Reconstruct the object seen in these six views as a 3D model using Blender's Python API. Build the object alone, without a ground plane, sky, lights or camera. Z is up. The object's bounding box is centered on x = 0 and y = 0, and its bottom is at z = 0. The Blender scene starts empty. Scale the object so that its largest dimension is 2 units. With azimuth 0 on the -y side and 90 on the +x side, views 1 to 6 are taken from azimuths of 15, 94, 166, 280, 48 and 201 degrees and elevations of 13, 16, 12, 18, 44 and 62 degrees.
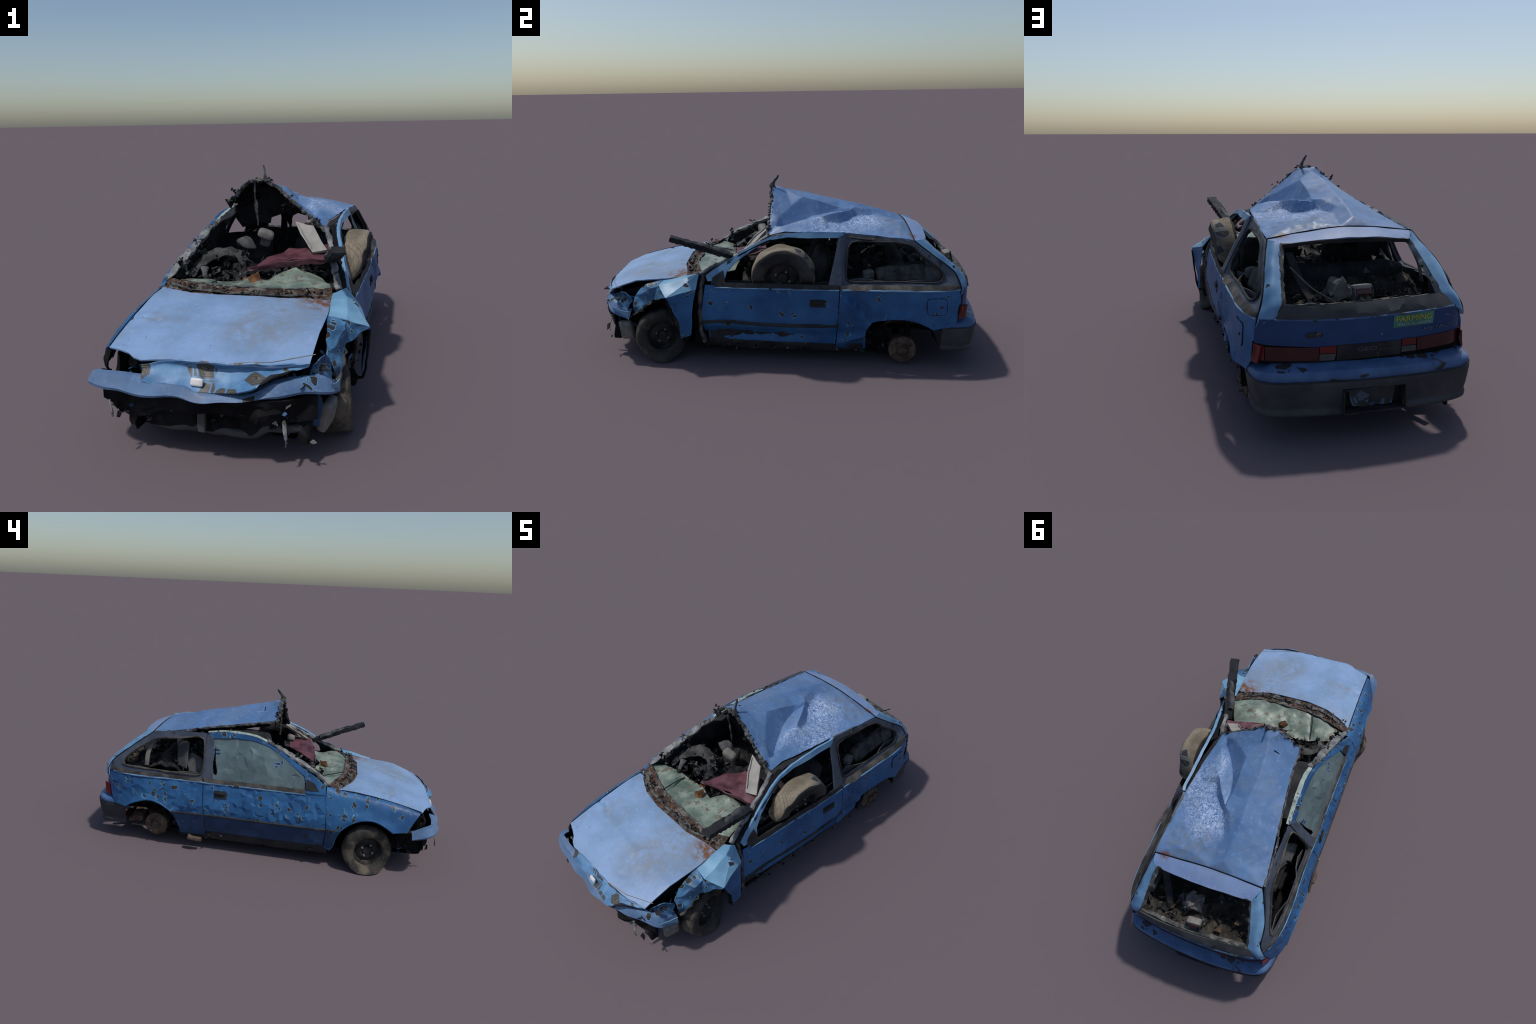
# A wrecked three-door hatchback, built panel by panel.
# Frame: metres, z up, nose at -y, tail at +y; the car sits slightly askew (see centre_x).
import bpy, bmesh, math, random
from mathutils import Vector, Matrix, noise
from mathutils.geometry import delaunay_2d_cdt, interpolate_bezier

random.seed(7)
RNG = random.Random(11)

# ------------------------------------------------------------------ helpers
def lerp(a, b, t): return a + (b - a) * t

def interp(x, xs, ys):
    if x <= xs[0]: return ys[0]
    if x >= xs[-1]: return ys[-1]
    for i in range(len(xs) - 1):
        if x <= xs[i + 1]:
            return lerp(ys[i], ys[i + 1], (x - xs[i]) / (xs[i + 1] - xs[i]))

def smooth_interp(x, xs, ys):
    "cubic Hermite through the control values"
    n = len(xs)
    if x <= xs[0]: return ys[0]
    if x >= xs[-1]: return ys[-1]
    for i in range(n - 1):
        if x <= xs[i + 1]:
            break
    def tan(k):
        if k == 0: return (ys[1] - ys[0]) / (xs[1] - xs[0])
        if k == n - 1: return (ys[-1] - ys[-2]) / (xs[-1] - xs[-2])
        return (ys[k + 1] - ys[k - 1]) / (xs[k + 1] - xs[k - 1])
    h = xs[i + 1] - xs[i]; t = (x - xs[i]) / h
    a = 2*t**3 - 3*t**2 + 1; b = t**3 - 2*t**2 + t; c = -2*t**3 + 3*t**2; d = t**3 - t**2
    return a*ys[i] + b*h*tan(i) + c*ys[i+1] + d*h*tan(i+1)

def curve_points(pts, n):
    "smooth polyline through 3D control points, n samples"
    ss = [0.0]
    for a, b in zip(pts, pts[1:]): ss.append(ss[-1] + (Vector(b) - Vector(a)).length)
    out = []
    for k in range(n):
        s = ss[-1] * k / (n - 1)
        out.append(Vector([smooth_interp(s, ss, [p[c] for p in pts]) for c in range(3)]))
    return out

def nz(p, scale, seed=0.0):
    return noise.noise(Vector((p[0]*scale + seed, p[1]*scale + seed*1.7, p[2]*scale - seed)))

def crumple(p, amp, scale=9.0, seed=0.0):
    return amp * (nz(p, scale, seed) + 0.5 * nz(p, scale*2.3, seed+3.1))

ROOT = bpy.data.objects.new("wrecked_car", None)
bpy.context.scene.collection.objects.link(ROOT)
ROOT["label"] = "crashed faded blue three-door hatchback with torn raised roof"
ROOT["category"] = "wrecked car"

def make(name, bm, mats, parent=None, smooth=35, kind=None):
    me = bpy.data.meshes.new(name)
    bm.normal_update()
    bm.to_mesh(me); bm.free()
    for m in (mats if isinstance(mats, (list, tuple)) else [mats]): me.materials.append(m)
    if smooth:
        me.polygons.foreach_set("use_smooth", [True]*len(me.polygons))
        me.set_sharp_from_angle(angle=math.radians(smooth))
    ob = bpy.data.objects.new(name, me)
    bpy.context.scene.collection.objects.link(ob)
    ob.parent = parent or ROOT
    if kind: ob["kind"] = kind
    return ob

def group(name, parent=None):
    ob = bpy.data.objects.new(name, None)
    bpy.context.scene.collection.objects.link(ob)
    ob.parent = parent or ROOT
    return ob

def inside(p, poly):
    x, y = p; c = False; n = len(poly)
    for i in range(n):
        x1, y1 = poly[i]; x2, y2 = poly[i-1]
        if (y1 > y) != (y2 > y) and x < (x2-x1)*(y-y1)/(y2-y1) + x1: c = not c
    return c

def edge_dist(p, poly):
    best = 1e9; P = Vector(p)
    for i in range(len(poly)):
        a = Vector(poly[i-1]); b = Vector(poly[i]); ab = b - a
        t = max(0, min(1, (P-a).dot(ab)/max(ab.length_squared, 1e-12)))
        best = min(best, (P-(a+ab*t)).length)
    return best

def densify(poly, step, closed=True):
    out = []; n = len(poly)
    for i in range(n if closed else n-1):
        a = poly[i]; b = poly[(i+1) % n]
        k = max(1, int(math.dist(a, b)/step))
        for j in range(k): out.append(tuple(lerp(a[c], b[c], j/k) for c in range(len(a))))
    if not closed: out.append(tuple(poly[-1]))
    return out

def triangulate(outer, holes, step, jitter=0.25, creases=(), seed=1):
    rng = random.Random(seed)
    verts = []; edges = []
    loops = [densify(outer, step)] + [densify(h, step) for h in holes]
    for lp in loops:
        s = len(verts); verts += lp
        edges += [(s+i, s+(i+1) % len(lp)) for i in range(len(lp))]
    for cr in creases:
        lp = densify(cr, step, False); s = len(verts); verts += lp
        edges += [(s+i, s+i+1) for i in range(len(lp)-1)]
    x0 = min(p[0] for p in outer); x1 = max(p[0] for p in outer)
    y0 = min(p[1] for p in outer); y1 = max(p[1] for p in outer)
    rows = int((y1-y0)/(step*0.866))+2
    for r in range(rows):
        for c in range(int((x1-x0)/step)+2):
            p = (x0+(c+0.5*(r % 2))*step+rng.uniform(-1, 1)*jitter*step,
                 y0+r*step*0.866+rng.uniform(-1, 1)*jitter*step)
            if not inside(p, loops[0]) or edge_dist(p, loops[0]) < 0.45*step: continue
            if any(inside(p, h) or edge_dist(p, h) < 0.45*step for h in loops[1:]): continue
            verts.append(p)
    vv, ee, ff, _, _, _ = delaunay_2d_cdt([Vector(v) for v in verts], edges, [], 0, 1e-6)
    tris = []
    for f in ff:
        cx = sum(vv[i][0] for i in f)/len(f); cy = sum(vv[i][1] for i in f)/len(f)
        if inside((cx, cy), loops[0]) and not any(inside((cx, cy), h) for h in loops[1:]):
            tris.append(tuple(f))
    return [tuple(v) for v in vv], tris

def shell(name, pts, faces, out, thick, mats, parent=None, smooth=35, rough=0.0, seed=0, kind=None):
    "sheet of metal: outer skin (material 0), inner skin (last material), rim"
    bm = bmesh.new()
    used = sorted({i for f in faces for i in f}); idx = {}
    for i in used: idx[i] = bm.verts.new(pts[i])
    for f in faces:
        try: bm.faces.new([idx[i] for i in f])
        except ValueError: pass
    bm.normal_update()
    if out is not None:
        o = Vector(out); tot = sum((f.normal.dot(o)*f.calc_area() for f in bm.faces), 0.0)
        if tot < 0: bmesh.ops.reverse_faces(bm, faces=bm.faces[:])
    bm.normal_update()
    if rough:
        rng = random.Random(seed)
        for v in bm.verts:
            if not v.is_boundary: v.co += v.normal * rng.uniform(-rough, rough)
        bm.normal_update()
    if thick:
        nm = len(mats)-1 if isinstance(mats, (list, tuple)) else 0
        ov = bm.verts[:]; of = bm.faces[:]; be = [e for e in bm.edges if e.is_boundary]
        mp = {v: bm.verts.new(v.co - v.normal*thick) for v in ov}
        for f in of:
            g = bm.faces.new([mp[v] for v in reversed(f.verts)]); g.material_index = nm
        for e in be:
            f = e.link_faces[0]
            a, b = e.verts
            lv = list(f.verts); i = lv.index(a)
            if lv[(i+1) % len(lv)] != b: a, b = b, a
            bm.faces.new([b, a, mp[a], mp[b]])
    return make(name, bm, mats, parent, smooth, kind)

def panel(name, outer, holes, fmap, step, out, thick, mats, parent=None, jitter=0.25, smooth=35,
          creases=(), seed=1, rough=0.0):
    v, f = triangulate(outer, holes, step, jitter, creases, seed)
    return shell(name, [fmap(*p) for p in v], f, out, thick, mats, parent, smooth, rough, seed)

def ribbon(name, lines, out, thick, mats, parent=None, n=40, m=6, amp=0.0, scale=20, seed=0, smooth=35, skip=None, sharp=False):
    "loft of a sheet through several 3D polylines"
    rows = [curve_points([Vector(p) for p in l], n) for l in lines]
    pts = []; faces = []; lin = len(rows) == 2 or sharp
    ts = [k/(len(rows)-1) for k in range(len(rows))]
    M = m*(len(rows)-1)+1
    for j in range(M):
        t = j/(M-1)
        for i in range(n):
            p = Vector([(interp if lin else smooth_interp)(t, ts, [r[i][c] for r in rows]) for c in range(3)])
            if amp:
                p += Vector((nz(p, scale, seed), nz(p, scale, seed+5), nz(p, scale, seed+9)))*amp
            pts.append(p)
    for j in range(M-1):
        for i in range(n-1):
            a = j*n+i; q = (a, a+1, a+n+1, a+n)
            if skip and skip(sum((pts[k] for k in q), Vector())/4): continue
            faces.append(q)
    return shell(name, pts, faces, out, thick, mats, parent, smooth)

def tube(name, pts, r, mat, parent=None, n=24, seg=10, flat=1.0, up=(0, 0, 1), amp=0.0, scale=30, seed=0, box=False, bm=None, smooth=40):
    "swept rod; r is a radius or list of radii, flat squashes it along 'up', box makes it square"
    own = bm is None
    if own: bm = bmesh.new()
    P = curve_points([Vector(p) for p in pts], n)
    rs = r if isinstance(r, (list, tuple)) else [r, r]
    rings = []
    for k in range(n):
        d = (P[min(k+1, n-1)]-P[max(k-1, 0)]).normalized()
        s = d.cross(Vector(up)); s = s.normalized() if s.length > 1e-4 else Vector((1, 0, 0))
        u = s.cross(d).normalized()
        rad = interp(k/(n-1), [i/(len(rs)-1) for i in range(len(rs))], rs)
        ring = []
        for j in range(seg):
            a = 2*math.pi*(j+0.5)/seg
            ca, sa = math.cos(a), math.sin(a)
            if box:
                q = max(abs(ca), abs(sa)); ca /= q; sa /= q
            p = P[k] + s*ca*rad + u*sa*rad*flat
            if amp: p += Vector((nz(p, scale, seed), nz(p, scale, seed+4), nz(p, scale, seed+8)))*amp
            ring.append(bm.verts.new(p))
        rings.append(ring)
    for k in range(n-1):
        for j in range(seg):
            bm.faces.new([rings[k][j], rings[k][(j+1) % seg], rings[k+1][(j+1) % seg], rings[k+1][j]])
    bm.faces.new(rings[0][::-1]); bm.faces.new(rings[-1])
    if own: return make(name, bm, mat, parent, smooth)

def lathe(bm, profile, centre, axis, seg=48, mat_index=0, warp=None):
    "profile: (radius, offset along axis)"
    ax = Vector(axis).normalized()
    s = ax.cross(Vector((0, 0, 1))).normalized(); u = s.cross(ax).normalized()
    rings = []
    for (r, o) in profile:
        ring = []
        for j in range(seg):
            a = 2*math.pi*j/seg
            p = Vector(centre) + ax*o + (s*math.cos(a)+u*math.sin(a))*r
            if warp: p = warp(p, r, o, a)
            ring.append(bm.verts.new(p))
        rings.append(ring)
    for k in range(len(rings)-1):
        for j in range(seg):
            f = bm.faces.new([rings[k][j], rings[k][(j+1) % seg], rings[k+1][(j+1) % seg], rings[k+1][j]])
            f.material_index = mat_index
    return rings

def block(name, size, centre, mat, parent=None, bevel=0.006, rot=(0, 0, 0), amp=0.0, scale=14, seed=0, cuts=4, smooth=40):
    bm = bmesh.new()
    bmesh.ops.create_cube(bm, size=1)
    if cuts: bmesh.ops.subdivide_edges(bm, edges=bm.edges[:], cuts=cuts, use_grid_fill=True)
    for v in bm.verts:
        q = Vector(v.co)
        # superellipse rounding
        if bevel:
            d = Vector([max(0, abs(q[c])*size[c]-(size[c]/2-bevel)) for c in range(3)])
            L = d.length
            if L > bevel:
                k = bevel/L
                for c in range(3):
                    if d[c] > 0: q[c] = math.copysign((size[c]/2-bevel+d[c]*k)/size[c], q[c])
        v.co = Vector((q[0]*size[0], q[1]*size[1], q[2]*size[2]))
        if amp: v.co += Vector((nz(v.co, scale, seed), nz(v.co, scale, seed+3), nz(v.co, scale, seed+7)))*amp
    R = Matrix.Rotation(rot[2], 4, 'Z') @ Matrix.Rotation(rot[1], 4, 'Y') @ Matrix.Rotation(rot[0], 4, 'X')
    bmesh.ops.transform(bm, matrix=Matrix.Translation(Vector(centre)) @ R, verts=bm.verts[:])
    return make(name, bm, mat, parent, smooth)

def shards(name, boxes, n, size, mats, seed=1, thick=0.0025, parent=None, stretch=2.2):
    "torn scraps: bent slivers of sheet scattered in boxes"
    rng = random.Random(seed); bm = bmesh.new()
    for k in range(n):
        b = boxes[k % len(boxes)]
        c = Vector([rng.uniform(b[0][i], b[1][i]) for i in range(3)])
        L = rng.uniform(*size); W = L/rng.uniform(1.2, stretch)
        pts = [Vector((-L/2, -W/2*rng.random(), 0)), Vector((0, -W/2, rng.uniform(-.2, .2)*L)),
               Vector((L/2*rng.uniform(.5, 1), rng.uniform(-.3, .3)*W, rng.uniform(-.3, .3)*L)),
               Vector((0, W/2, rng.uniform(-.2, .2)*L)), ]
        R = Matrix.Rotation(rng.uniform(0, 6.3), 3, 'Z') @ Matrix.Rotation(rng.uniform(-1.2, 1.2), 3, 'X') @ Matrix.Rotation(rng.uniform(-1, 1), 3, 'Y')
        nrm = R @ Vector((0, 0, 1))
        top = [bm.verts.new(c + R @ p + nrm*thick/2) for p in pts]
        bot = [bm.verts.new(c + R @ p - nrm*thick/2) for p in pts]
        mi = rng.randrange(len(mats)) if isinstance(mats, (list, tuple)) else 0
        fs = [bm.faces.new([top[0], top[1], top[3]]), bm.faces.new([top[1], top[2], top[3]]),
              bm.faces.new([bot[3], bot[1], bot[0]]), bm.faces.new([bot[3], bot[2], bot[1]])]
        for i in range(4):
            j = (i+1) % 4; fs.append(bm.faces.new([top[j], top[i], bot[i], bot[j]]))
        for f in fs: f.material_index = mi
    return make(name, bm, mats, parent, 0, "stuff")

# ------------------------------------------------------------------ materials
class NT:
    def __init__(s, name):
        s.m = bpy.data.materials.new(name); s.m.use_nodes = True
        s.t = s.m.node_tree; s.t.nodes.clear()
        s.out = s.n("ShaderNodeOutputMaterial"); s.b = s.n("ShaderNodeBsdfPrincipled")
        s.t.links.new(s.b.outputs[0], s.out.inputs[0])
        s.co = s.n("ShaderNodeTexCoord").outputs["Object"]
    def n(s, k, **kw):
        nd = s.t.nodes.new(k)
        for a, v in kw.items(): setattr(nd, a, v)
        return nd
    def set(s, nd, inp, v):
        if hasattr(v, "is_linked") or isinstance(v, bpy.types.NodeSocket): s.t.links.new(v, nd.inputs[inp])
        else: nd.inputs[inp].default_value = v
    def noise(s, scale, detail=5, rough=0.6, dist=0.0, vec=None):
        nd = s.n("ShaderNodeTexNoise"); s.set(nd, "Vector", vec or s.co)
        s.set(nd, "Scale", scale); s.set(nd, "Detail", detail); s.set(nd, "Roughness", rough); s.set(nd, "Distortion", dist)
        return nd.outputs["Fac"]
    def ramp(s, v, lo, hi, a=0.0, b=1.0):
        nd = s.n("ShaderNodeMapRange"); nd.interpolation_type = 'SMOOTHSTEP'
        for i, x in zip(("Value", "From Min", "From Max", "To Min", "To Max"), (v, lo, hi, a, b)): s.set(nd, i, x)
        return nd.outputs[0]
    def math(s, op, a, b=0.0):
        nd = s.n("ShaderNodeMath", operation=op); s.set(nd, 0, a); s.set(nd, 1, b); return nd.outputs[0]
    def mix(s, f, a, b):
        nd = s.n("ShaderNodeMix", data_type='RGBA'); s.set(nd, 0, f)
        s.set(nd, 6, a if not isinstance(a, tuple) else (*a, 1)); s.set(nd, 7, b if not isinstance(b, tuple) else (*b, 1))
        return nd.outputs[2]
    def ball(s, centre, radius, soft, squash=(1, 1, 1)):
        "1 inside an ellipsoid patch, soft border"
        v = s.n("ShaderNodeVectorMath", operation='SUBTRACT'); s.set(v, 0, s.co); v.inputs[1].default_value = centre
        w = s.n("ShaderNodeVectorMath", operation='MULTIPLY'); s.t.links.new(v.outputs[0], w.inputs[0]); w.inputs[1].default_value = squash
        l = s.n("ShaderNodeVectorMath", operation='LENGTH'); s.t.links.new(w.outputs[0], l.inputs[0])
        return s.ramp(l.outputs["Value"], radius-soft, radius+soft, 1.0, 0.0)
    def chips(s, scale, amount, vary=0.12, seed=0.0, stretch=(1, 1, 1)):  # patches repeat faults of the scanned texture, drawn as angular cells
        "masks of angular scan-texture glitches: (inside, rim, stripes)"
        mp = s.n("ShaderNodeMapping"); s.set(mp, "Vector", s.co); mp.inputs["Location"].default_value = (seed, seed*.7, -seed)
        mp.inputs["Scale"].default_value = stretch
        v = s.n("ShaderNodeTexVoronoi", feature='F1'); s.set(v, "Vector", mp.outputs[0]); s.set(v, "Scale", scale)
        e = s.n("ShaderNodeTexVoronoi", feature='DISTANCE_TO_EDGE'); s.set(e, "Vector", mp.outputs[0]); s.set(e, "Scale", scale)
        sp = s.n("ShaderNodeSeparateColor"); s.t.links.new(v.outputs["Color"], sp.inputs[0])
        dens = s.math('ADD', amount - vary*0.5*2, s.math('MULTIPLY', s.ramp(s.noise(5, 2), .42, .62), vary*2)) if not isinstance(amount, bpy.types.NodeSocket) else amount
        v2 = s.n("ShaderNodeTexVoronoi", feature='F1'); s.set(v2, "Vector", mp.outputs[0]); s.set(v2, "Scale", scale*.72)
        e2 = s.n("ShaderNodeTexVoronoi", feature='DISTANCE_TO_EDGE'); s.set(e2, "Vector", mp.outputs[0]); s.set(e2, "Scale", scale*.72)
        sp2 = s.n("ShaderNodeSeparateColor"); s.t.links.new(v2.outputs["Color"], sp2.inputs[0])
        pick = s.math('MULTIPLY', s.math('LESS_THAN', sp.outputs[0], dens), s.math('LESS_THAN', sp2.outputs[1], 0.62))
        d = s.math('MINIMUM', e.outputs["Distance"], e2.outputs["Distance"])
        ins = s.math('MULTIPLY', pick, s.math('GREATER_THAN', d, 0.07))
        rim = s.math('MULTIPLY', pick, s.math('MULTIPLY', s.math('GREATER_THAN', d, 0.035), s.math('LESS_THAN', d, 0.07)))
        st = s.math('FRACT', s.math('MULTIPLY', d, 11.0))
        return ins, rim, st
    def bump(s, h, strength, dist=0.002):
        nd = s.n("ShaderNodeBump"); s.set(nd, "Height", h); s.set(nd, "Strength", strength); s.set(nd, "Distance", dist)
        s.t.links.new(nd.outputs[0], s.b.inputs["Normal"])
    def finish(s, col, rough=0.6, metal=0.0, coat=0.0, spec=0.5):
        s.set(s.b, "Base Color", col if not isinstance(col, tuple) else (*col, 1))
        s.set(s.b, "Roughness", rough); s.set(s.b, "Metallic", metal); s.set(s.b, "Coat Weight", coat)
        s.set(s.b, "Specular IOR Level", spec); s.set(s.b, "Coat Roughness", 0.25)
        return s.m

def plain(name, c1, c2, scale=12, rough=0.8, bump=0.3, bscale=60, metal=0.0, c3=None, s3=30, t3=(.58, .68), spec=0.3, glitch=None):
    k = NT(name)
    col = k.mix(k.ramp(k.noise(scale), .35, .68), c1, c2)
    if c3: col = k.mix(k.ramp(k.noise(s3, 6), *t3), col, c3)
    if glitch:
        ins, rim, st = k.chips(glitch[0], glitch[1], glitch[2], seed=glitch[3])
        col = k.mix(ins, col, k.mix(st, glitch[4], glitch[5])); col = k.mix(rim, col, glitch[6])
    if bump: k.bump(k.noise(bscale, 8), bump)
    return k.finish(col, rough, metal, spec=spec)

GLITCH_DARK = (0.022, 0.020, 0.020); GLITCH_GREY = (0.050, 0.046, 0.043); GLITCH_RIM = (0.12, 0.28, 0.46)  # tones of the flakes that were glitches in the scanned texture

def side_paint():
    k = NT("blue_side_paint")
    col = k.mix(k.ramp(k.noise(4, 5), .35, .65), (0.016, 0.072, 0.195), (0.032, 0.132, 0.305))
    col = k.mix(k.ramp(k.noise(40, 6), .60, .75), col, (0.018, 0.05, 0.11))
    sep = k.n("ShaderNodeSeparateXYZ"); k.set(sep, 0, k.co)
    right = k.ramp(sep.outputs[0], -0.1, 0.1, 1.0, 0.35)
    patch = k.ramp(k.noise(6.5, 3), .40, .62)
    dens = k.math('MULTIPLY', right, k.math('ADD', k.math('MULTIPLY', patch, 0.32), 0.10))
    ins, rim, st = k.chips(36, dens, seed=2.3, stretch=(0.4, 1, 1))
    col = k.mix(ins, col, k.mix(st, GLITCH_DARK, GLITCH_GREY)); col = k.mix(rim, col, GLITCH_RIM)
    k.bump(k.noise(120, 5), 0.15)
    return k.finish(col, 0.5, 0.0, 0.06, .3)

def sun_faded(name, deep, mid, pale, grime, highlight_balls=(), rust_balls=(), grime_balls=(), glitch=True, grain=130):
    "chalky top-surface paint: mottled, with painted highlight areas, grime and rust where given"
    k = NT(name)
    col = k.mix(k.ramp(k.noise(5, 6), .34, .66), deep, mid)
    col = k.mix(k.ramp(k.noise(42, 7, .7), .52, .74), col, pale)
    g = k.noise(grain, 4)
    for c, r, sq in highlight_balls:
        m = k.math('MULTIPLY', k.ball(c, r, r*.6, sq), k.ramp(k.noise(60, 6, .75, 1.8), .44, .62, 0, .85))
        col = k.mix(m, col, (0.46, 0.55, 0.74))  # pale blotches put the roof's baked-in highlights into the colour
    gr = k.ramp(k.noise(7, 8, .7), .46, .72, 0.0, .55)
    for c, r, sq in grime_balls:
        gr = k.math('MAXIMUM', gr, k.math('MULTIPLY', k.ball(c, r, r*.7, sq), k.ramp(k.noise(24, 7, .7), .36, .62, .1, .85)))
    col = k.mix(gr, col, grime)
    for c, r, sq in rust_balls:
        m = k.math('MULTIPLY', k.ball(c, r, r*.6, sq), k.ramp(k.noise(30, 7, .7), .38, .58))
        col = k.mix(m, col, (0.16, 0.07, 0.035))
    col = k.mix(k.ramp(k.noise(75, 3, .5), .70, .76), col, (0.10, 0.12, 0.16))
    if glitch:
        ins, rim, st = k.chips(22, 0.16, .05, seed=5.1)
        col = k.mix(ins, col, k.mix(st, GLITCH_DARK, GLITCH_GREY)); col = k.mix(rim, col, GLITCH_RIM)
    k.bump(g, 0.25)
    return k.finish(col, 0.5, 0.0, 0.05, .3)

M = {}
M['side'] = side_paint()
M['lower'] = plain("dark_lower_paint", (0.016, 0.038, 0.095), (0.030, 0.068, 0.150), 9, .6, .15, c3=(0.03, 0.03, 0.035), s3=16)  # darker navy blue with random grey patches
M['hood'] = sun_faded("faded_hood_paint", (0.170, 0.272, 0.435), (0.222, 0.345, 0.565), (0.25, 0.37, 0.58), (0.195, 0.228, 0.275),
                      rust_balls=[((.30, -.50, .44), .07, (1, 1, 1))], grime_balls=[((.13, -.73, .42), .13, (1, 1, 1)), ((.2, -.56, .44), .14, (1, 1, 1)), ((-.25, -.72, .4), .05, (1, 2.5, 1))], glitch=False)
M['nose'] = plain("nose_paint", (0.065, 0.17, 0.33), (0.15, 0.30, 0.50), 14, .45, .15, glitch=(19, .42, .06, 1.7, GLITCH_DARK, (.12, .115, .105), (.05, .09, .14)))
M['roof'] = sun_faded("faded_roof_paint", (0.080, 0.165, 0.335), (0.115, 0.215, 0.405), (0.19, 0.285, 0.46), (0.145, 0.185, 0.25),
                      highlight_balls=[((.12, .43, .67), .10, (1, 1, 1)), ((.22, .27, .66), .10, (1, .8, 1)), ((.17, .13, .70), .06, (1.8, .6, 1)), ((.11, .44, .67), .06, (1, .8, 1))],  # highlights painted onto the roof
                      grime_balls=[((.15, .58, .65), .10, (.7, 1, 1))], rust_balls=[((.25, .652, .63), .022, (.5, 1, 1))], glitch=False)
M['header'] = sun_faded("tailgate_header_paint", (0.155, 0.235, 0.42), (0.195, 0.285, 0.48), (0.25, 0.33, 0.51), (0.16, 0.20, 0.28),
                        rust_balls=[((.25, .66, .62), .015, (.5, 1, 1))], glitch=False)
M['pillar'] = plain("pale_pillar_paint", (0.11, 0.235, 0.40), (0.175, 0.33, 0.51), 10, .45, .12, glitch=(30, .10, .08, 3.7, GLITCH_DARK, GLITCH_GREY, GLITCH_RIM))
M['fender'] = plain("torn_fender_paint", (0.12, 0.27, 0.42), (0.20, 0.38, 0.54), 7, .42, .12, glitch=(20, .18, .05, 9.2, GLITCH_DARK, GLITCH_GREY, (.2, .32, .5)))
M['crush'] = plain("crushed_blue_metal", (0.02, 0.06, 0.13), (0.07, 0.19, 0.35), 16, .45, .2, glitch=(30, .35, .15, 4.4, GLITCH_DARK, GLITCH_GREY, (.16, .32, .5)))
M['bumper'] = sun_faded("bumper_bar_paint", (0.078, 0.145, 0.27), (0.118, 0.205, 0.36), (0.18, 0.27, 0.43), (0.09, 0.11, 0.16), glitch=True)
M['shelf'] = plain("rear_bumper_paint", (0.045, 0.100, 0.22), (0.080, 0.150, 0.30), 9, .4, .1, glitch=(19, .40, .06, 6.6, GLITCH_DARK, GLITCH_GREY, (.04, .08, .16)))
M['gate'] = plain("tailgate_paint", (0.015, 0.045, 0.135), (0.023, 0.065, 0.175), 5, .38, .08, glitch=(24, .035, .03, 8.1, GLITCH_DARK, GLITCH_GREY, GLITCH_RIM))
M['plastic'] = plain("grey_black_plastic", (0.036, 0.038, 0.042), (0.065, 0.066, 0.070), 7, .65, .15, 90)
M['trim'] = plain("black_trim", (0.016, 0.017, 0.019), (0.034, 0.034, 0.036), 10, .6, .2, 60, c3=(.10, .095, .085), s3=26, t3=(.62, .72))
M['slate'] = plain("slate_pillar_trim", (0.045, 0.058, 0.085), (0.075, 0.092, 0.125), 9, .5, .12, c3=(.03, .03, .035), s3=22)
M['rubber_seal'] = plain("weathered_seal", (0.030, 0.029, 0.028), (0.11, 0.10, 0.09), 14, .8, .3, 60)
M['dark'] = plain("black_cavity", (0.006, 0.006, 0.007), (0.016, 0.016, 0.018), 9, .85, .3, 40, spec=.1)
M['inner'] = plain("dark_inner_metal", (0.010, 0.011, 0.013), (0.030, 0.032, 0.036), 12, .75, .3, 40, spec=.2)
M['torn'] = plain("torn_edge_metal", (0.020, 0.021, 0.022), (0.11, 0.11, 0.105), 28, .55, .4, 60, c3=(.25, .30, .36), s3=60, t3=(.62, .68), spec=.4)
M['silver'] = plain("bare_grey_pillar", (0.10, 0.105, 0.11), (0.24, 0.25, 0.25), 18, .5, .3, 60, c3=(.03, .03, .03), s3=34, t3=(.55, .62))
M['railpale'] = plain("pale_inner_rail", (0.22, 0.28, 0.26), (0.36, 0.43, 0.40), 16, .6, .15, c3=(.06, .06, .06), s3=34, t3=(.54, .62))
M['pane'] = plain("grimy_side_glass", (0.085, 0.125, 0.135), (0.125, 0.175, 0.185), 6, .35, .05, 40, glitch=(24, .11, .04, 7.7, GLITCH_DARK, (.05, .06, .07), (.09, .25, .52)))
M['screen'] = plain("collapsed_windscreen", (0.10, 0.145, 0.12), (0.30, 0.355, 0.30), 13, .38, .35, 50, c3=(.13, .12, .095), s3=26, t3=(.52, .64))
M['rust'] = plain("rusty_cowl", (0.028, 0.019, 0.015), (0.105, 0.055, 0.036), 34, .85, .6, 70, c3=(.13, .125, .115), s3=30, t3=(.50, .62))
M['maroon'] = plain("maroon_sheet", (0.060, 0.022, 0.030), (0.135, 0.052, 0.068), 16, .5, .3, 40, c3=(.19, .12, .135), s3=20, t3=(.62, .74))
M['beige'] = plain("beige_vinyl", (0.25, 0.237, 0.217), (0.33, 0.315, 0.29), 9, .6, .12)
M['cloth'] = plain("grey_cloth", (0.055, 0.058, 0.062), (0.12, 0.12, 0.118), 14, .9, .4, 90)
M['cloth2'] = plain("torn_dark_cloth", (0.022, 0.023, 0.025), (0.075, 0.074, 0.072), 20, .9, .5, 90)
M['darkcloth'] = plain("charcoal_cloth", (0.012, 0.013, 0.016), (0.035, 0.036, 0.040), 12, .9, .4, 90)
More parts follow.
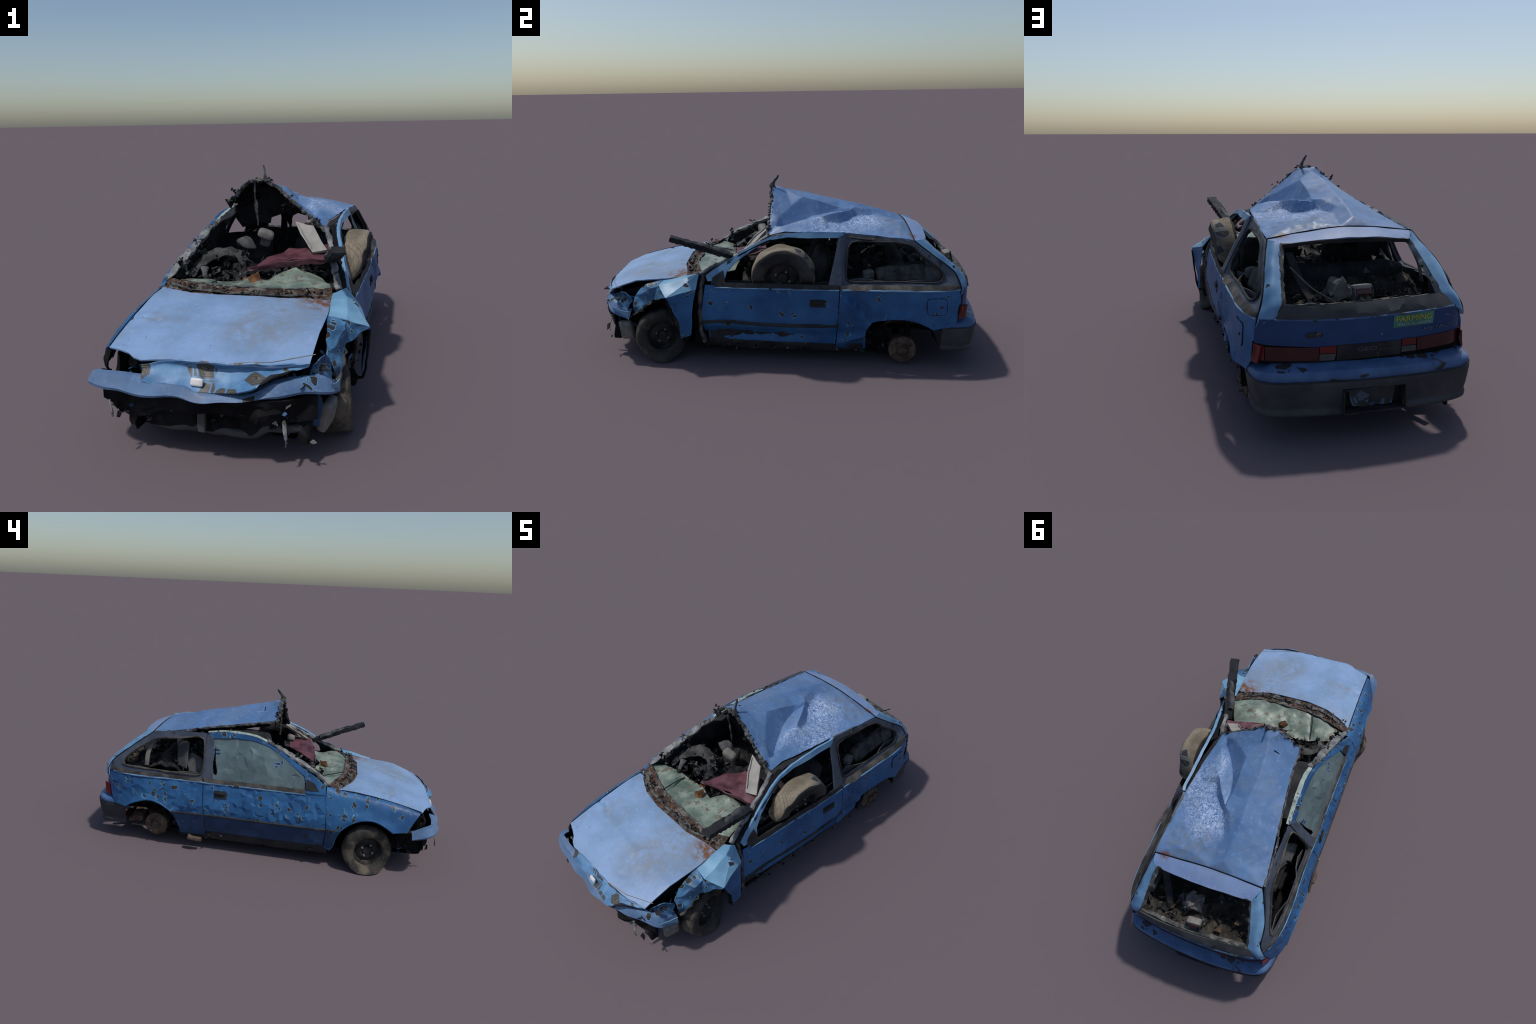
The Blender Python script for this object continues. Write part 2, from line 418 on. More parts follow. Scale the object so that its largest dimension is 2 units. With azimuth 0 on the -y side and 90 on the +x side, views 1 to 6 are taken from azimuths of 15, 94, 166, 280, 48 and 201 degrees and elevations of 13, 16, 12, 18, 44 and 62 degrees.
M['heap'] = plain("tangled_black_trim", (0.006, 0.006, 0.008), (0.022, 0.023, 0.027), 18, .7, .5, 60, c3=(.055, .06, .075), s3=44, t3=(.66, .72))
M['carpet'] = plain("littered_carpet", (0.020, 0.018, 0.015), (0.070, 0.060, 0.048), 16, .95, .5, 70, c3=(.17, .15, .125), s3=30, t3=(.64, .72))
M['tyre'] = plain("dusty_tyre", (0.018, 0.018, 0.018), (0.060, 0.054, 0.045), 9, .85, .4, 70, c3=(.12, .10, .075), s3=11, t3=(.46, .62))
M['sidewall'] = plain("spare_sidewall", (0.020, 0.020, 0.021), (0.055, 0.053, 0.050), 8, .8, .3, 70)
M['rim'] = plain("grimy_steel_rim", (0.014, 0.014, 0.015), (0.045, 0.043, 0.040), 18, .6, .3, 60, .3)
M['drum'] = plain("rusty_brake_drum", (0.055, 0.036, 0.026), (0.14, 0.10, 0.075), 22, .75, .4, 60, c3=(.16, .06, .03), s3=18, t3=(.6, .7))
M['lamp'] = plain("red_lamp_lens", (0.11, 0.004, 0.006), (0.16, 0.007, 0.009), 9, .25, .05, spec=.5)
M['lampdark'] = plain("dark_red_lens", (0.036, 0.005, 0.007), (0.060, 0.008, 0.010), 9, .25, .05, spec=.5)
M['lampwhite'] = plain("smoky_reverse_lens", (0.06, 0.065, 0.06), (0.10, 0.10, 0.09), 9, .3, .05)
M['white'] = plain("white_plastic", (0.62, 0.61, 0.60), (0.72, 0.71, 0.70), 20, .4, .05)
M['greyplastic'] = plain("pale_grey_plastic", (0.13, 0.125, 0.115), (0.23, 0.22, 0.20), 14, .6, .2)
M['bag'] = plain("crumpled_bag", (0.10, 0.092, 0.09), (0.19, 0.178, 0.173), 18, .7, .3)
M['orange'] = plain("rotten_orange_foam", (0.07, 0.032, 0.016), (0.20, 0.085, 0.032), 30, .9, .6, 60)
M['green_sticker'] = plain("green_sticker", (0.05, 0.17, 0.12), (0.08, 0.23, 0.17), 14, .5, .05)
M['yellow_ink'] = plain("yellow_ink", (0.40, 0.33, 0.03), (0.50, 0.42, 0.05), 20, .5, 0)
M['pale_ink'] = plain("pale_ink", (0.24, 0.36, 0.36), (0.30, 0.42, 0.42), 20, .5, 0)
M['badge'] = plain("dull_badge_metal", (0.085, 0.11, 0.16), (0.12, 0.15, 0.21), 20, .4, 0)
M['badge_grey'] = plain("grey_badge_letters", (0.075, 0.078, 0.08), (0.10, 0.10, 0.105), 20, .5, 0)
M['plate'] = plain("blank_plate_recess", (0.020, 0.022, 0.024), (0.045, 0.046, 0.046), 10, .5, .1, glitch=(18, .25, .2, 2.9, (.02, .03, .05), (.14, .18, .26), (.05, .09, .16)))

def tread_material():
    k = NT("chalky_tread_rubber")
    col = k.mix(k.ramp(k.noise(10), .35, .68), (0.15, 0.125, 0.092), (0.28, 0.24, 0.18))
    mp = k.n("ShaderNodeMapping"); k.set(mp, "Vector", k.co); mp.inputs["Rotation"].default_value = (0.3, 0.0, 0.2)
    br = k.n("ShaderNodeTexBrick"); k.t.links.new(mp.outputs[0], br.inputs["Vector"]); k.set(br, "Scale", 26.0)
    br.inputs["Mortar Size"].default_value = 0.03
    br.inputs["Color1"].default_value = (0, 0, 0, 1); br.inputs["Color2"].default_value = (0, 0, 0, 1); br.inputs["Mortar"].default_value = (1, 1, 1, 1)
    col = k.mix(k.math('MULTIPLY', br.outputs["Fac"], .45), col, (0.07, 0.06, 0.045))
    ins, rim, st = k.chips(15, .16, .10, seed=4.0)
    col = k.mix(ins, col, k.mix(st, GLITCH_DARK, (.07, .075, .08))); col = k.mix(rim, col, (.09, .12, .16))
    k.bump(k.noise(60, 8), .4)
    return k.finish(col, .9, spec=.2)
M['tread'] = tread_material()

# ------------------------------------------------------------------ body shape
def centre_x(y): return 0.010 + 0.034*y

# half width of the body above each height, at stations along the car
STATION_Y = [-0.45, -0.2, 0.1, 0.4, 0.65, 0.80, 0.87, 0.93]
STATION_Z = [0.05, 0.12, 0.20, 0.28, 0.36, 0.41, 0.45, 0.55, 0.62, 0.68]
HALF = [[.395, .415, .430, .430, .412, .395, .380, .335, .300, .275],
        [.397, .417, .432, .432, .415, .397, .381, .335, .300, .275],
        [.398, .418, .433, .433, .416, .398, .382, .336, .301, .277],
        [.398, .418, .433, .433, .416, .398, .382, .336, .301, .277],
        [.396, .414, .428, .426, .410, .392, .376, .331, .296, .272],
        [.390, .405, .412, .402, .388, .372, .358, .316, .284, .262],
        [.380, .392, .392, .372, .362, .345, .334, .296, .266, .246],
        [.350, .362, .362, .345, .335, .322, .312, .276, .248, .230]]
def half_width(y, z):
    return smooth_interp(y, STATION_Y, [smooth_interp(z, STATION_Z, r) for r in HALF])

def ridge(y, z, a, b, width):
    "1 on the line a-b in the side plane, fading over width"
    P = Vector((y, z)); A = Vector(a); B = Vector(b); ab = B-A
    t = max(0, min(1, (P-A).dot(ab)/ab.length_squared))
    d = (P-(A+ab*t)).length
    return max(0, 1-d/width)

def side_x(s, y, z):
    "outer skin of the left (s=1) or right (s=-1) flank with its dents"
    w = half_width(y, z)
    # flared lips over the wheels
    for cy, cz, R in ((0.61, 0.10, 0.172),):
        r = math.hypot(y-cy, z-cz)
        w += 0.010*max(0, 1-abs(r-R)/0.035) if z > 0.1 else 0
    if s > 0:
        # caved-in lower door, diagonal fold in the quarter panel
        mid = smooth_interp(z, [.08, .12, .17, .22, .30, .36, .41], [.042, .040, .036, .016, .014, .004, .0])
        w -= mid*interp(y, [-.45, -.35, -.05, .25, .40, .50, .62, .80], [1.1, 1.0, .65, .8, 1.15, 1.05, .95, .9])
        w -= 0.020*max(0, 1-abs(z-0.165)/0.035)*max(0, min(1, (0.22-y)/0.25))*max(0, min(1, (y+0.40)/0.1))
        w -= 0.030*max(0, 1-math.hypot((y-0.345)/0.09, (z-0.235)/0.085))
        A = Vector((.292, .405)); B = Vector((.462, .230)); ab = (B-A).normalized()
        d = -(Vector((y, z))-A).cross(ab); t = (Vector((y, z))-A).dot(ab)/(B-A).length
        if 0 < t < 1 and y > .285:
            w += interp(d, [-.012, 0, .055, .10], [0, -.020, .010, 0])*min(1, 4*t, 5*(1-t))
        w += 0.020*ridge(y, z, (0.29, 0.125), (0.41, 0.165), 0.035)
        # rear glasshouse stands in from the shoulder
        w -= interp(y, [.295, .34, .80, .86], [0, 1, 1, 0])*interp(z, [.408, .425, .45, .55, .62, .68], [0, .020, .030, .022, .014, .012])
        w -= .014*max(0, 1-math.hypot((y-.57)/.20, (z-.33)/.12))
        w += crumple((y, z, 1.0), .004, 7, 2)
    else:
        w += crumple((y, z, 2.0), .003, 8, 5)
        w += interp(y, [.45, .75, 1.0], [0, .020, .020])*interp(z, [.05, .15, .42, .60], [.3, 1, 1, 0])
    return centre_x(y) + s*w

def side_map(s, off=0.0):
    return lambda y, z: Vector((side_x(s, y, z) + s*off, y, z))

GATE_X = [0, .15, .27, .33, .365, .40]; GATE_BOW = [0, .006, .020, .034, .060, .10]
def gate_y(x, z):
    "rear face of the car"
    u = abs(x-centre_x(.92)); base = interp(z, [.24, .30, .42, .435, .457, .617], [.938, .943, .944, .935, .918, .738])
    k = interp(z, [.40, .46, .62], [1, .8, .8])
    return base - smooth_interp(u, GATE_X, GATE_BOW)*k - .036*(x-centre_x(.92))*interp(z, [.42, .457], [1, 0])

REAR_ARCH_L = [(.419, .085), (.412, .15), (.418, .20), (.446, .244), (.503, .261), (.593, .267), (.653, .258), (.716, .231), (.74, .215)]
REAR_ARCH_R = [(.443, .085), (.445, .129), (.458, .17), (.491, .219), (.537, .251), (.588, .272), (.635, .275), (.689, .260), (.747, .235), (.772, .215)]
BELT = .408

for s in (1, -1):
    R = s < 0
    dr_f = [(-.369, .455), (-.380, .39), (-.384, .231), (-.377, .12)] if R else [(-.374, .412), (-.39, .30), (-.395, .216), (-.378, .120)]
    dr_r = [(.292, .118), (.298, .20), (.305, .30), (.312, BELT)] if R else [(.271, .116), (.278, .222), (.285, BELT)]
    step = .024 if R else .018
    door = group("door")
    rub = .222
    # door skins above and below the rubbing strip
    up = [p for p in dr_f if p[1] > rub+.005] + [(-.386 if R else -.394, rub), (.299 if R else .279, rub)] + [p for p in dr_r if p[1] > rub+.005]
    if R: up = [(-.372, BELT)] + [p for p in up if p[1] < BELT-.001] + [(.312, BELT)]
    panel("door_skin", up, [], side_map(s), step, (s, 0, 0), .005, [M['side'], M['inner']], door, .35 if R else .25,
          14 if R else 30, rough=.0046 if R else .0012, seed=3)
    lo = [(-.386 if R else -.394, rub)] + dr_f[-1:] + dr_r[:1] + [(.299 if R else .279, rub)]
    panel("door_skirt", lo, [], side_map(s), .018, (s, 0, 0), .005, [M['lower'] if R else M['side'], M['inner']], door, smooth=30,
          rough=.001 if R else .002, seed=4)
    # rubbing strip
    tube("rubbing_strip", [(side_x(s, y, rub)+s*.001, y, rub+(.010*math.exp(-((y+.27)/.1)**2) if not R else 0)) for y in (-.385, -.27, -.1, .1, .285)],
         .006 if R else .009, M['trim'], door, 30, 8, 1.0, amp=.002)
    # handle recess with a pull
    hy, hz = ((.207, .348) if R else (.181, .337))
    hw, hh = (.036, .020) if R else (.037, .019)
    panel("handle_recess", [(hy-hw, hz-hh), (hy+hw, hz-hh), (hy+hw, hz+hh), (hy-hw, hz+hh)], [], side_map(s, .0035), .012, (s, 0, 0), .003, M['trim'], door)
    hx = side_x(s, hy, hz)
    block("door_handle", (.010, .056, .014), (hx+s*.006, hy, hz+.006), M['trim'], door, .004)
    # window frame
    if R:
        outer = [(-.372, BELT), (-.368, .453), (-.323, .487), (-.239, .532), (-.183, .560), (-.126, .591), (-.073, .616), (-.004, .645), (.06, .663), (.15, .671), (.225, .672), (.318, .661)]
        inner = [(.285, .634), (.148, .646), (.04, .640), (-.044, .615), (-.109, .583), (-.186, .532), (-.25, .492), (-.262, .445), (-.262, BELT)]
    else:
        outer = [(-.362, .430), (-.372, .455), (-.33, .486), (-.251, .532), (-.189, .572), (-.126, .605), (-.055, .635), (.032, .654), (.10, .659), (.2, .662), (.318, .662)]
        inner = [(.285, .636), (.13, .633), (.035, .636), (-.050, .622), (-.115, .592), (-.160, .565), (-.219, .523), (-.266, .476), (-.28, .43)]
    panel("window_frame", outer+inner, [], side_map(s, .004), .016, (s, 0, .3), .014, [M['pillar'] if not R else M['side'], M['trim']], door, .15, 40, rough=.0012)
    panel("pillar_applique", [(.262 if R else .232, BELT+.012), (.283, .64), (.322, .655), (.316 if R else .293, BELT+.012)], [], side_map(s, .005), .014, (s, 0, 0), .008, M['slate'], door, rough=.0006)
    if not R:
        panel("mirror_base", [(-.345, .418), (-.335, .45), (-.285, .482), (-.272, .42)], [], side_map(s, .006), .012, (s, 0, 0), .006, M['trim'], door, rough=.001)
    else:
        panel("mirror_base", [(-.335, .424), (-.305, .462), (-.262, .478), (-.26, .424)], [], side_map(s, .006), .012, (s, 0, 0), .006, M['trim'], door, rough=.002)
    # belt moulding from mirror to tail
    y0, y1 = (-.262, .31) if R else (-.325, .285)
    panel("belt_moulding", [(y0, BELT-.004), (y1, BELT-.004), (y1, BELT+.019), (y0, BELT+.019)], [], side_map(s, .006), .012, (s, 0, 0), .012,
          [M['trim'] if not R else M['rubber_seal']], door, rough=.002)
    tube("belt_lip", [(side_x(s, y, BELT-.007)+s*.003, y, BELT-.007) for y in (y0, -.1, .1, y1)], .0045, M['pillar'], door, 30, 6, amp=.0015)
    panel("door_card", [(-.36, .12), (.27, .12), (.27, .425), (-.34, .425)], [], lambda y, z, s=s: Vector((side_x(s, y, .25)-s*(.045+.03*max(0, (z-.25)/.2)), y, z)), .05, (-s, 0, 0), .004, M['darkcloth'], door, rough=.004)
    if R:
        glass = [(.285, .632), (.148, .645), (.04, .639), (-.044, .614), (-.109, .582), (-.186, .531), (-.25, .490), (-.258, .42), (.275, .42)]
        hole = [(.268, .60), (.262, .56), (.255, .515), (.240, .465), (.243, .445), (.262, .452), (.272, .50)]
        panel("door_glass", glass, [hole], lambda y, z, s=s: Vector((side_x(s, y, z)+s*(-.003+.016*max(0, 1-math.hypot((y-.03)/.30, (z-.52)/.13))), y, z)), .030, (s, 0, 0), .003, M['pane'], door, .42, 0, rough=.0035, seed=9)

    # ---- quarter panel
    q = group("quarter_panel")
    arch = REAR_ARCH_R if R else REAR_ARCH_L
    tail = [(.84, .222), (.862, .27), (.869, .345), (.868, BELT)] if not R else [(.845, .222), (.875, .27), (.893, .345), (.898, BELT)]
    start = [(.292, .118), (.298, .20), (.305, .30), (.312, BELT)] if R else [(.271, .100), (.278, .222), (.285, BELT)]
    outl = start[::-1] + [(start[0][0]+.003, .088)] + arch + tail
    outl = [(y+.004 if i < len(start) else y, z) for i, (y, z) in enumerate(outl)]
    panel("quarter_skin", outl, [], side_map(s), .022 if R else .016, (s, 0, 0), .005, [M['side'], M['inner']], q, .35 if R else .25, 16 if R else 24,
          rough=.0036 if R else .0010, seed=13)
    if R:
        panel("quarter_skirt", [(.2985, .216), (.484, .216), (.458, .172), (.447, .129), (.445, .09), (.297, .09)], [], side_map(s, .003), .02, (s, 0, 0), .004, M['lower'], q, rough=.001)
        tube("quarter_rubbing_strip", [(side_x(s, y, .222)-.004, y, .222) for y in (.30, .38, .487)], .006, M['trim'], q, 14, 8)
    # lip of the wheel opening
    tube("wheel_arch_lip", [(side_x(s, y, z)-s*.004, y, z) for y, z in arch], .006, M['side'], q, 40, 6, amp=.0015)
    # surround of the rear side window
    win = ([(.642, .593), (.597, .607), (.482, .618), (.37, .635), (.338, .621), (.325, .563), (.323, .471), (.334, .444), (.378, .436), (.57, .441), (.752, .446), (.799, .452), (.804, .468), (.781, .499), (.707, .552)]
           if R else [(.328, .589), (.350, .615), (.472, .616), (.594, .611), (.639, .598), (.683, .558), (.743, .513), (.782, .476), (.784, .459), (.772, .439), (.741, .433), (.531, .437), (.38, .434), (.325, .442), (.318, .47)])
    sur = ([(.316, BELT), (.326, .657), (.46, .655), (.640, .637), (.768, .545), (.867, .467), (.897, BELT)]
           if R else [(.289, BELT), (.322, .656), (.46, .645), (.642, .622), (.744, .549), (.835, .481), (.866, BELT)])
    panel("quarter_window_surround", sur, [win], side_map(s, .001), .014, (s, 0, 0), .012, [M['slate'], M['trim']], q, .2, 30, rough=.001)
    tube("quarter_window_seal", [(side_x(s, y, z)+s*.004, y, z) for y, z in win+[win[0]]], .0055, M['rubber_seal'] if R else M['trim'], q, 70, 6, amp=.002)
    panel("quarter_belt_moulding", [(.32 if R else .29, BELT-.004), (.893 if R else .863, BELT-.004), (.893 if R else .863, BELT+.016), (.32 if R else .29, BELT+.016)], [],
          side_map(s, .005), .012, (s, 0, 0), .010, M['rubber_seal'], q, rough=.0015)
    tube("quarter_belt_lip", [(side_x(s, y, BELT-.007)+s*.003, y, BELT-.007) for y in (.30, .45, .6, .75, .862)], .0045, M['pillar'], q, 30, 6, amp=.0015)
    if not R:
        fd = [(.714, .366), (.704, .356), (.706, .30), (.716, .289), (.79, .287), (.798, .297), (.797, .354), (.788, .365)]
        panel("fuel_flap", fd, [], side_map(s, .004), .015, (s, 0, 0), .004, M['side'], q, .2)
        tube("fuel_flap_dark_line", [(side_x(s, y, z)+.001, y, z) for y, z in fd+[fd[0]]], .0018, M['dark'], q, 50, 5)  # dark bead laid on the skin to draw the flap's outline
        block("fuel_flap_lock", (.006, .014, .010), (side_x(s, .774, .325)+.006, .774, .325), M['lampdark'], q, .003, cuts=1)
    # inner trim panels of the load space
    panel("load_space_trim", [(.34, .30), (.86, .30), (.86, .44), (.34, .44)], [], lambda y, z, s=s: Vector((side_x(s, y, .3)-s*(.06+.02*math.sin(y*20)), y, z)), .05, (-s, 0, 0), .004, M['cloth'], q, rough=.006)
    # wheel well
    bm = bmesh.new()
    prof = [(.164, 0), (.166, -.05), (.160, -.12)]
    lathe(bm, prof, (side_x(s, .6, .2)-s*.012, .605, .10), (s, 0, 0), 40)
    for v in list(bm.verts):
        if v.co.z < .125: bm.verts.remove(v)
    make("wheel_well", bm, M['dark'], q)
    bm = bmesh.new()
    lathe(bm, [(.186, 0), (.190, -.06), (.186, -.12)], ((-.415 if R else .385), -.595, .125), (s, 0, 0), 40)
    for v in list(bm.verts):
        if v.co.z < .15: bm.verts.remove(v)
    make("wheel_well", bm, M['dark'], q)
    # ---- sill
    sill = group("sill")
    y0, y1 = (-.40, .443) if R else (-.40, .42)
    ribbon("sill_skin", [[(side_x(s, y, .118)-s*.004, y, .120) for y in (y0, -.2, 0, .2, y1)],
                         [(side_x(s, y, .095)-s*.002, y, .095) for y in (y0, -.2, 0, .2, y1)],
                         [(side_x(s, y, .08)-s*.022, y, .058) for y in (y0, -.2, 0, .2, y1)],
                         [(side_x(s, y, .08)-s*.07, y, .062) for y in (y0, -.2, 0, .2, y1)]], (s, 0, -.3), .004, [M['trim']], sill, 50, 4, .004, 26, 3)

# ------------------------------------------------------------------ hood and nose
HOOD_Y = [-.96, -.94, -.90, -.863, -.80, -.725, -.65, -.55, -.43, -.36]
HOOD_Z = [.342, .352, .365, .376, .393, .411, .426, .444, .452, .455]
def hood_z(x, y):
    c = smooth_interp(y, HOOD_Y, HOOD_Z)
    u = (x-centre_x(y))/.34
    z = c - .015*u*u - .002*u**4
    z += .0022*nz((x, y, 0), 7, 3) + .0010*nz((x, y, 0), 22, 5)
    # creases: a dent near the right edge, a small gouge, a lump
    lift = interp(y, [-.90, -.82, -.745, -.70, -.64, -.57], [.0, .010, .019, .013, .008, 0])
    z += lift*max(0, min(1, (x-.17)/.14))
    z -= .006*ridge(x, y, (-.36, -.715), (-.31, -.70), .014) + .006*ridge(x, y, (-.31, -.70), (-.24, -.735), .012)
    z += .004*ridge(x, y, (-.20, -.74), (.05, -.76), .03)
    z -= .004*ridge(x, y, (.09, -.87), (.12, -.855), .012)
    z += .006*max(0, 1-math.hypot(x-.141, y+.551)/.018)
    return z
hood_outline = [(-.361, -.886), (-.359, -.725), (-.359, -.58), (-.357, -.434), (-.301, -.474), (-.212, -.512), (-.09, -.529), (.026, -.524), (.145, -.519), (.254, -.489), (.325, -.478),
                (.331, -.55), (.331, -.62), (.328, -.70), (.325, -.745), (.320, -.82), (.316, -.882), (.206, -.922), (.066, -.937), (-.045, -.938), (-.119, -.936), (-.218, -.946), (-.248, -.936), (-.275, -.915), (-.315, -.900)]
hood = panel("hood", hood_outline, [], lambda x, y: Vector((x, y, hood_z(x, y))), .011, (0, 0, 1), .006, [M['hood'], M['inner']], None, .25, 40)

# crumpled nose below the hood's leading fold
fold = [(-.218, -.946, .330), (-.170, -.940, .340), (-.119, -.936, .3475), (-.045, -.938, .351), (.066, -.937, .353), (.206, -.922, .360), (.316, -.882, .353)]
mid = [(-.212, -.955, .316), (-.165, -.940, .325), (-.112, -.932, .328), (-.045, -.922, .328), (.07, -.915, .326), (.19, -.912, .342), (.312, -.878, .346)]
mid2 = [(-.210, -.968, .298), (-.16, -.966, .294), (-.10, -.958, .296), (-.03, -.945, .300), (.075, -.940, .304), (.175, -.938, .326), (.300, -.884, .344)]
low = [(-.207, -.974, .286), (-.15, -.978, .274), (-.084, -.976, .266), (-.01, -.972, .268), (.07, -.978, .278), (.152, -.983, .298), (.205, -.935, .330)]
ribbon("nose_panel", [fold, mid, mid2, low], (0, -1, .2), .005, [M['nose'], M['inner']], None, 46, 7, .005, 22, 8, 25)
block("nose_emblem", (.042, .012, .026), (-.024, -.962, .296), M['white'], None, .006, (-.3, .05, 0))
panel("hood_scratch", [(.075, -.935), (.2, -.905), (.328, -.845), (.328, -.842), (.2, -.902), (.075, -.932)], [], lambda x, y: Vector((x, y, hood_z(x, y)+.0012)), .02, (0, 0, 1), .001, M['greyplastic'], hood)  # thin raised grey strip draws a scratch across the hood

# ------------------------------------------------------------------ right front fender (intact)
FT = [0, .02, .04, .06, .10, .16, .22, .30, .38]
FH = [.352, .369, .384, .395, .409, .426, .431, .424, .405]
FD = [.001, .005, .016, .032, .072, .130, .190, .270, .350]
def fender_top(y): return interp(y, [-.886, -.80, -.725, -.6, -.434, -.37], [.350, .378, .397, .417, .436, .452])
def fender_point(y, t):
    z = fender_top(y) - smooth_interp(t, FT, FD)
    h = smooth_interp(t, FT, FH)
    h -= interp(y, [-.90, -.80, -.68, -.5], [.028, .012, .003, 0])*min(1, t/.06)
    h -= interp(y, [-.90, -.43], [.012, 0.0])*max(0, 1-t/.06)
    r = math.hypot(y+.59, z-.125)
    h += .010*max(0, 1-abs(r-.185)/.04)
    h += crumple((y, t, 3), .002, 9, 4)
    return Vector((centre_x(y)-h, y, z))
def fender_t(y, z): return interp(fender_top(y)-z, FD, FT)
fr_arch = [(-.412, .10), (-.431, .13), (-.438, .17), (-.458, .219), (-.505, .267), (-.553, .294), (-.602, .305), (-.652, .300), (-.704, .276), (-.743, .250)]
fo = [(-.374, .40), (-.384, .31), (-.389, .231), (-.382, .11)] + fr_arch + [(-.814, .255), (-.845, .31), (-.874, .347)]
fo = [(y, fender_t(y, z)) for y, z in densify(fo, .02, False)]
fo += [(y, 0.0) for y in (-.874, -.80, -.70, -.60, -.50, -.43, -.374)]
fen = group("fender")
panel("fender_skin", fo, [], fender_point, .017, (-1, 0, .3), .005, [M['side'], M['inner']], fen, .3, 30, rough=.0012, seed=5)
tube("fender_arch_lip", [fender_point(y, fender_t(y, z))+Vector((.004, 0, 0)) for y, z in fr_arch], .006, M['side'], fen, 36, 6)
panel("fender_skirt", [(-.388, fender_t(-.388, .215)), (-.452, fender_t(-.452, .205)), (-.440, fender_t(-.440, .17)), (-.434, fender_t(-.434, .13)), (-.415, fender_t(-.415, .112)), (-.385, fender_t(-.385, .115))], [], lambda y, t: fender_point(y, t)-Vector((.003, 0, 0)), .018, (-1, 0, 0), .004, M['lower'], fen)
tube("fender_rubbing_strip", [fender_point(y, fender_t(y, .226))-Vector((.002, 0, 0)) for y in (-.458, -.42, -.388)], .0055, M['trim'], fen, 10, 8)
tube("hood_shut_line", [(-.3625, y, hood_z(-.36, y)+.0005) for y in (-.88, -.8, -.7, -.6, -.45)], .0022, M['dark'], fen, 30, 6)  # thin dark rod drawn along the hood edge, no open gap

# ------------------------------------------------------------------ left front fender (torn and buckled)
def tin(name, P, F, mats, out, thick, parent=None, sub=3, amp=.004, scale=24, seed=0, smooth=22):
    bm = bmesh.new()
    vs = [bm.verts.new(p) for p in P]
    for f in F: bm.faces.new([vs[i] for i in f])
    for _ in range(sub): bmesh.ops.subdivide_edges(bm, edges=[e for e in bm.edges if e.calc_length() > .014], cuts=1, use_grid_fill=True)
    bmesh.ops.triangulate(bm, faces=bm.faces[:])
    bm.verts.index_update()
    pts = [v.co + Vector((nz(v.co, scale, seed), nz(v.co, scale, seed+3), nz(v.co, scale, seed+6)))*amp for v in bm.verts]
    faces = [tuple(v.index for v in f.verts) for f in bm.faces]; bm.free()
    return shell(name, pts, faces, out, thick, mats, parent, smooth)

fl = group("fender")
P = dict(A=(.330, -.430, .448), B=(.378, -.405, .463), C=(.398, -.607, .406), D=(.472, -.557, .369), E=(.331, -.60, .412), E2=(.329, -.50, .432),
         G=(.428, -.415, .40), H=(.445, -.437, .27), I=(.450, -.442, .165), J=(.453, -.502, .145), K=(.458, -.500, .240), L=(.466, -.528, .300),
         Mm=(.402, -.640, .330), N=(.388, -.745, .250), O=(.338, -.690, .398), Q=(.352, -.755, .325), Rr=(.392, -.660, .385))
key = list(P); ix = {k: i for i, k in enumerate(key)}
def tri_list(txt): return [tuple(ix[k] for k in t.split('.')) for t in txt.split()]
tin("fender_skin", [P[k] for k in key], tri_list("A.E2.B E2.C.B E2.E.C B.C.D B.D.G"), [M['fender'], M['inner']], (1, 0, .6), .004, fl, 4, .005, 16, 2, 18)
tin("fender_skin", [P[k] for k in key], tri_list("G.D.L G.L.K G.K.H H.K.J H.J.I"), [M['side'], M['inner']], (1, 0, .3), .004, fl, 4, .005, 16, 2, 18)  # darker flank paint puts the shade of these lower faces into colour
tin("fender_crushed_corner", [P[k] for k in key], tri_list("C.Mm.D E.O.Rr E.Rr.C C.Rr.Mm O.Q.Rr Rr.Q.Mm Q.N.Mm"), [M['crush'], M['inner']], (1, -.5, .2), .004, fl, 4, .009, 26, 6, 12)
ribbon("fender_torn_edge", [[(.402, -.642, .325), (.405, -.70, .285), (.392, -.75, .245)], [(.385, -.64, .315), (.388, -.70, .270), (.376, -.75, .235)]], (1, 0, 0), .006, M['torn'], fl, 20, 4, .010, 40, 3)
tube("fender_loose_wire", [(.470, -.552, .355), (.468, -.535, .28), (.462, -.515, .21), (.452, -.50, .155), (.430, -.487, .143), (.415, -.482, .150)], [.007, .005, .004, .005, .006], M['dark'], fl, 30, 7, amp=.004)
panel("dark_door_gap_plate", [(-.412, .462), (-.43, .30), (-.44, .10), (-.37, .10), (-.375, .44)], [], lambda y, z: Vector((.372+.02*(1-abs(z-.28)/.2), y, z)), .03, (1, 0, 0), .004, M['dark'], fl, rough=.006)  # dark plate added to stand for the gap ahead of the door
tube("door_edge_flange", [(.372, -.385, .455), (.398, -.394, .40), (.412, -.400, .30), (.412, -.400, .20), (.405, -.385, .11)], .010, M['torn'], fl, 30, 6, amp=.006)
tube("dangling_hinge", [(.405, -.47, .17), (.415, -.478, .125), (.41, -.48, .105)], [.012, .02, .008], M['dark'], fl, 10, 7, amp=.01)

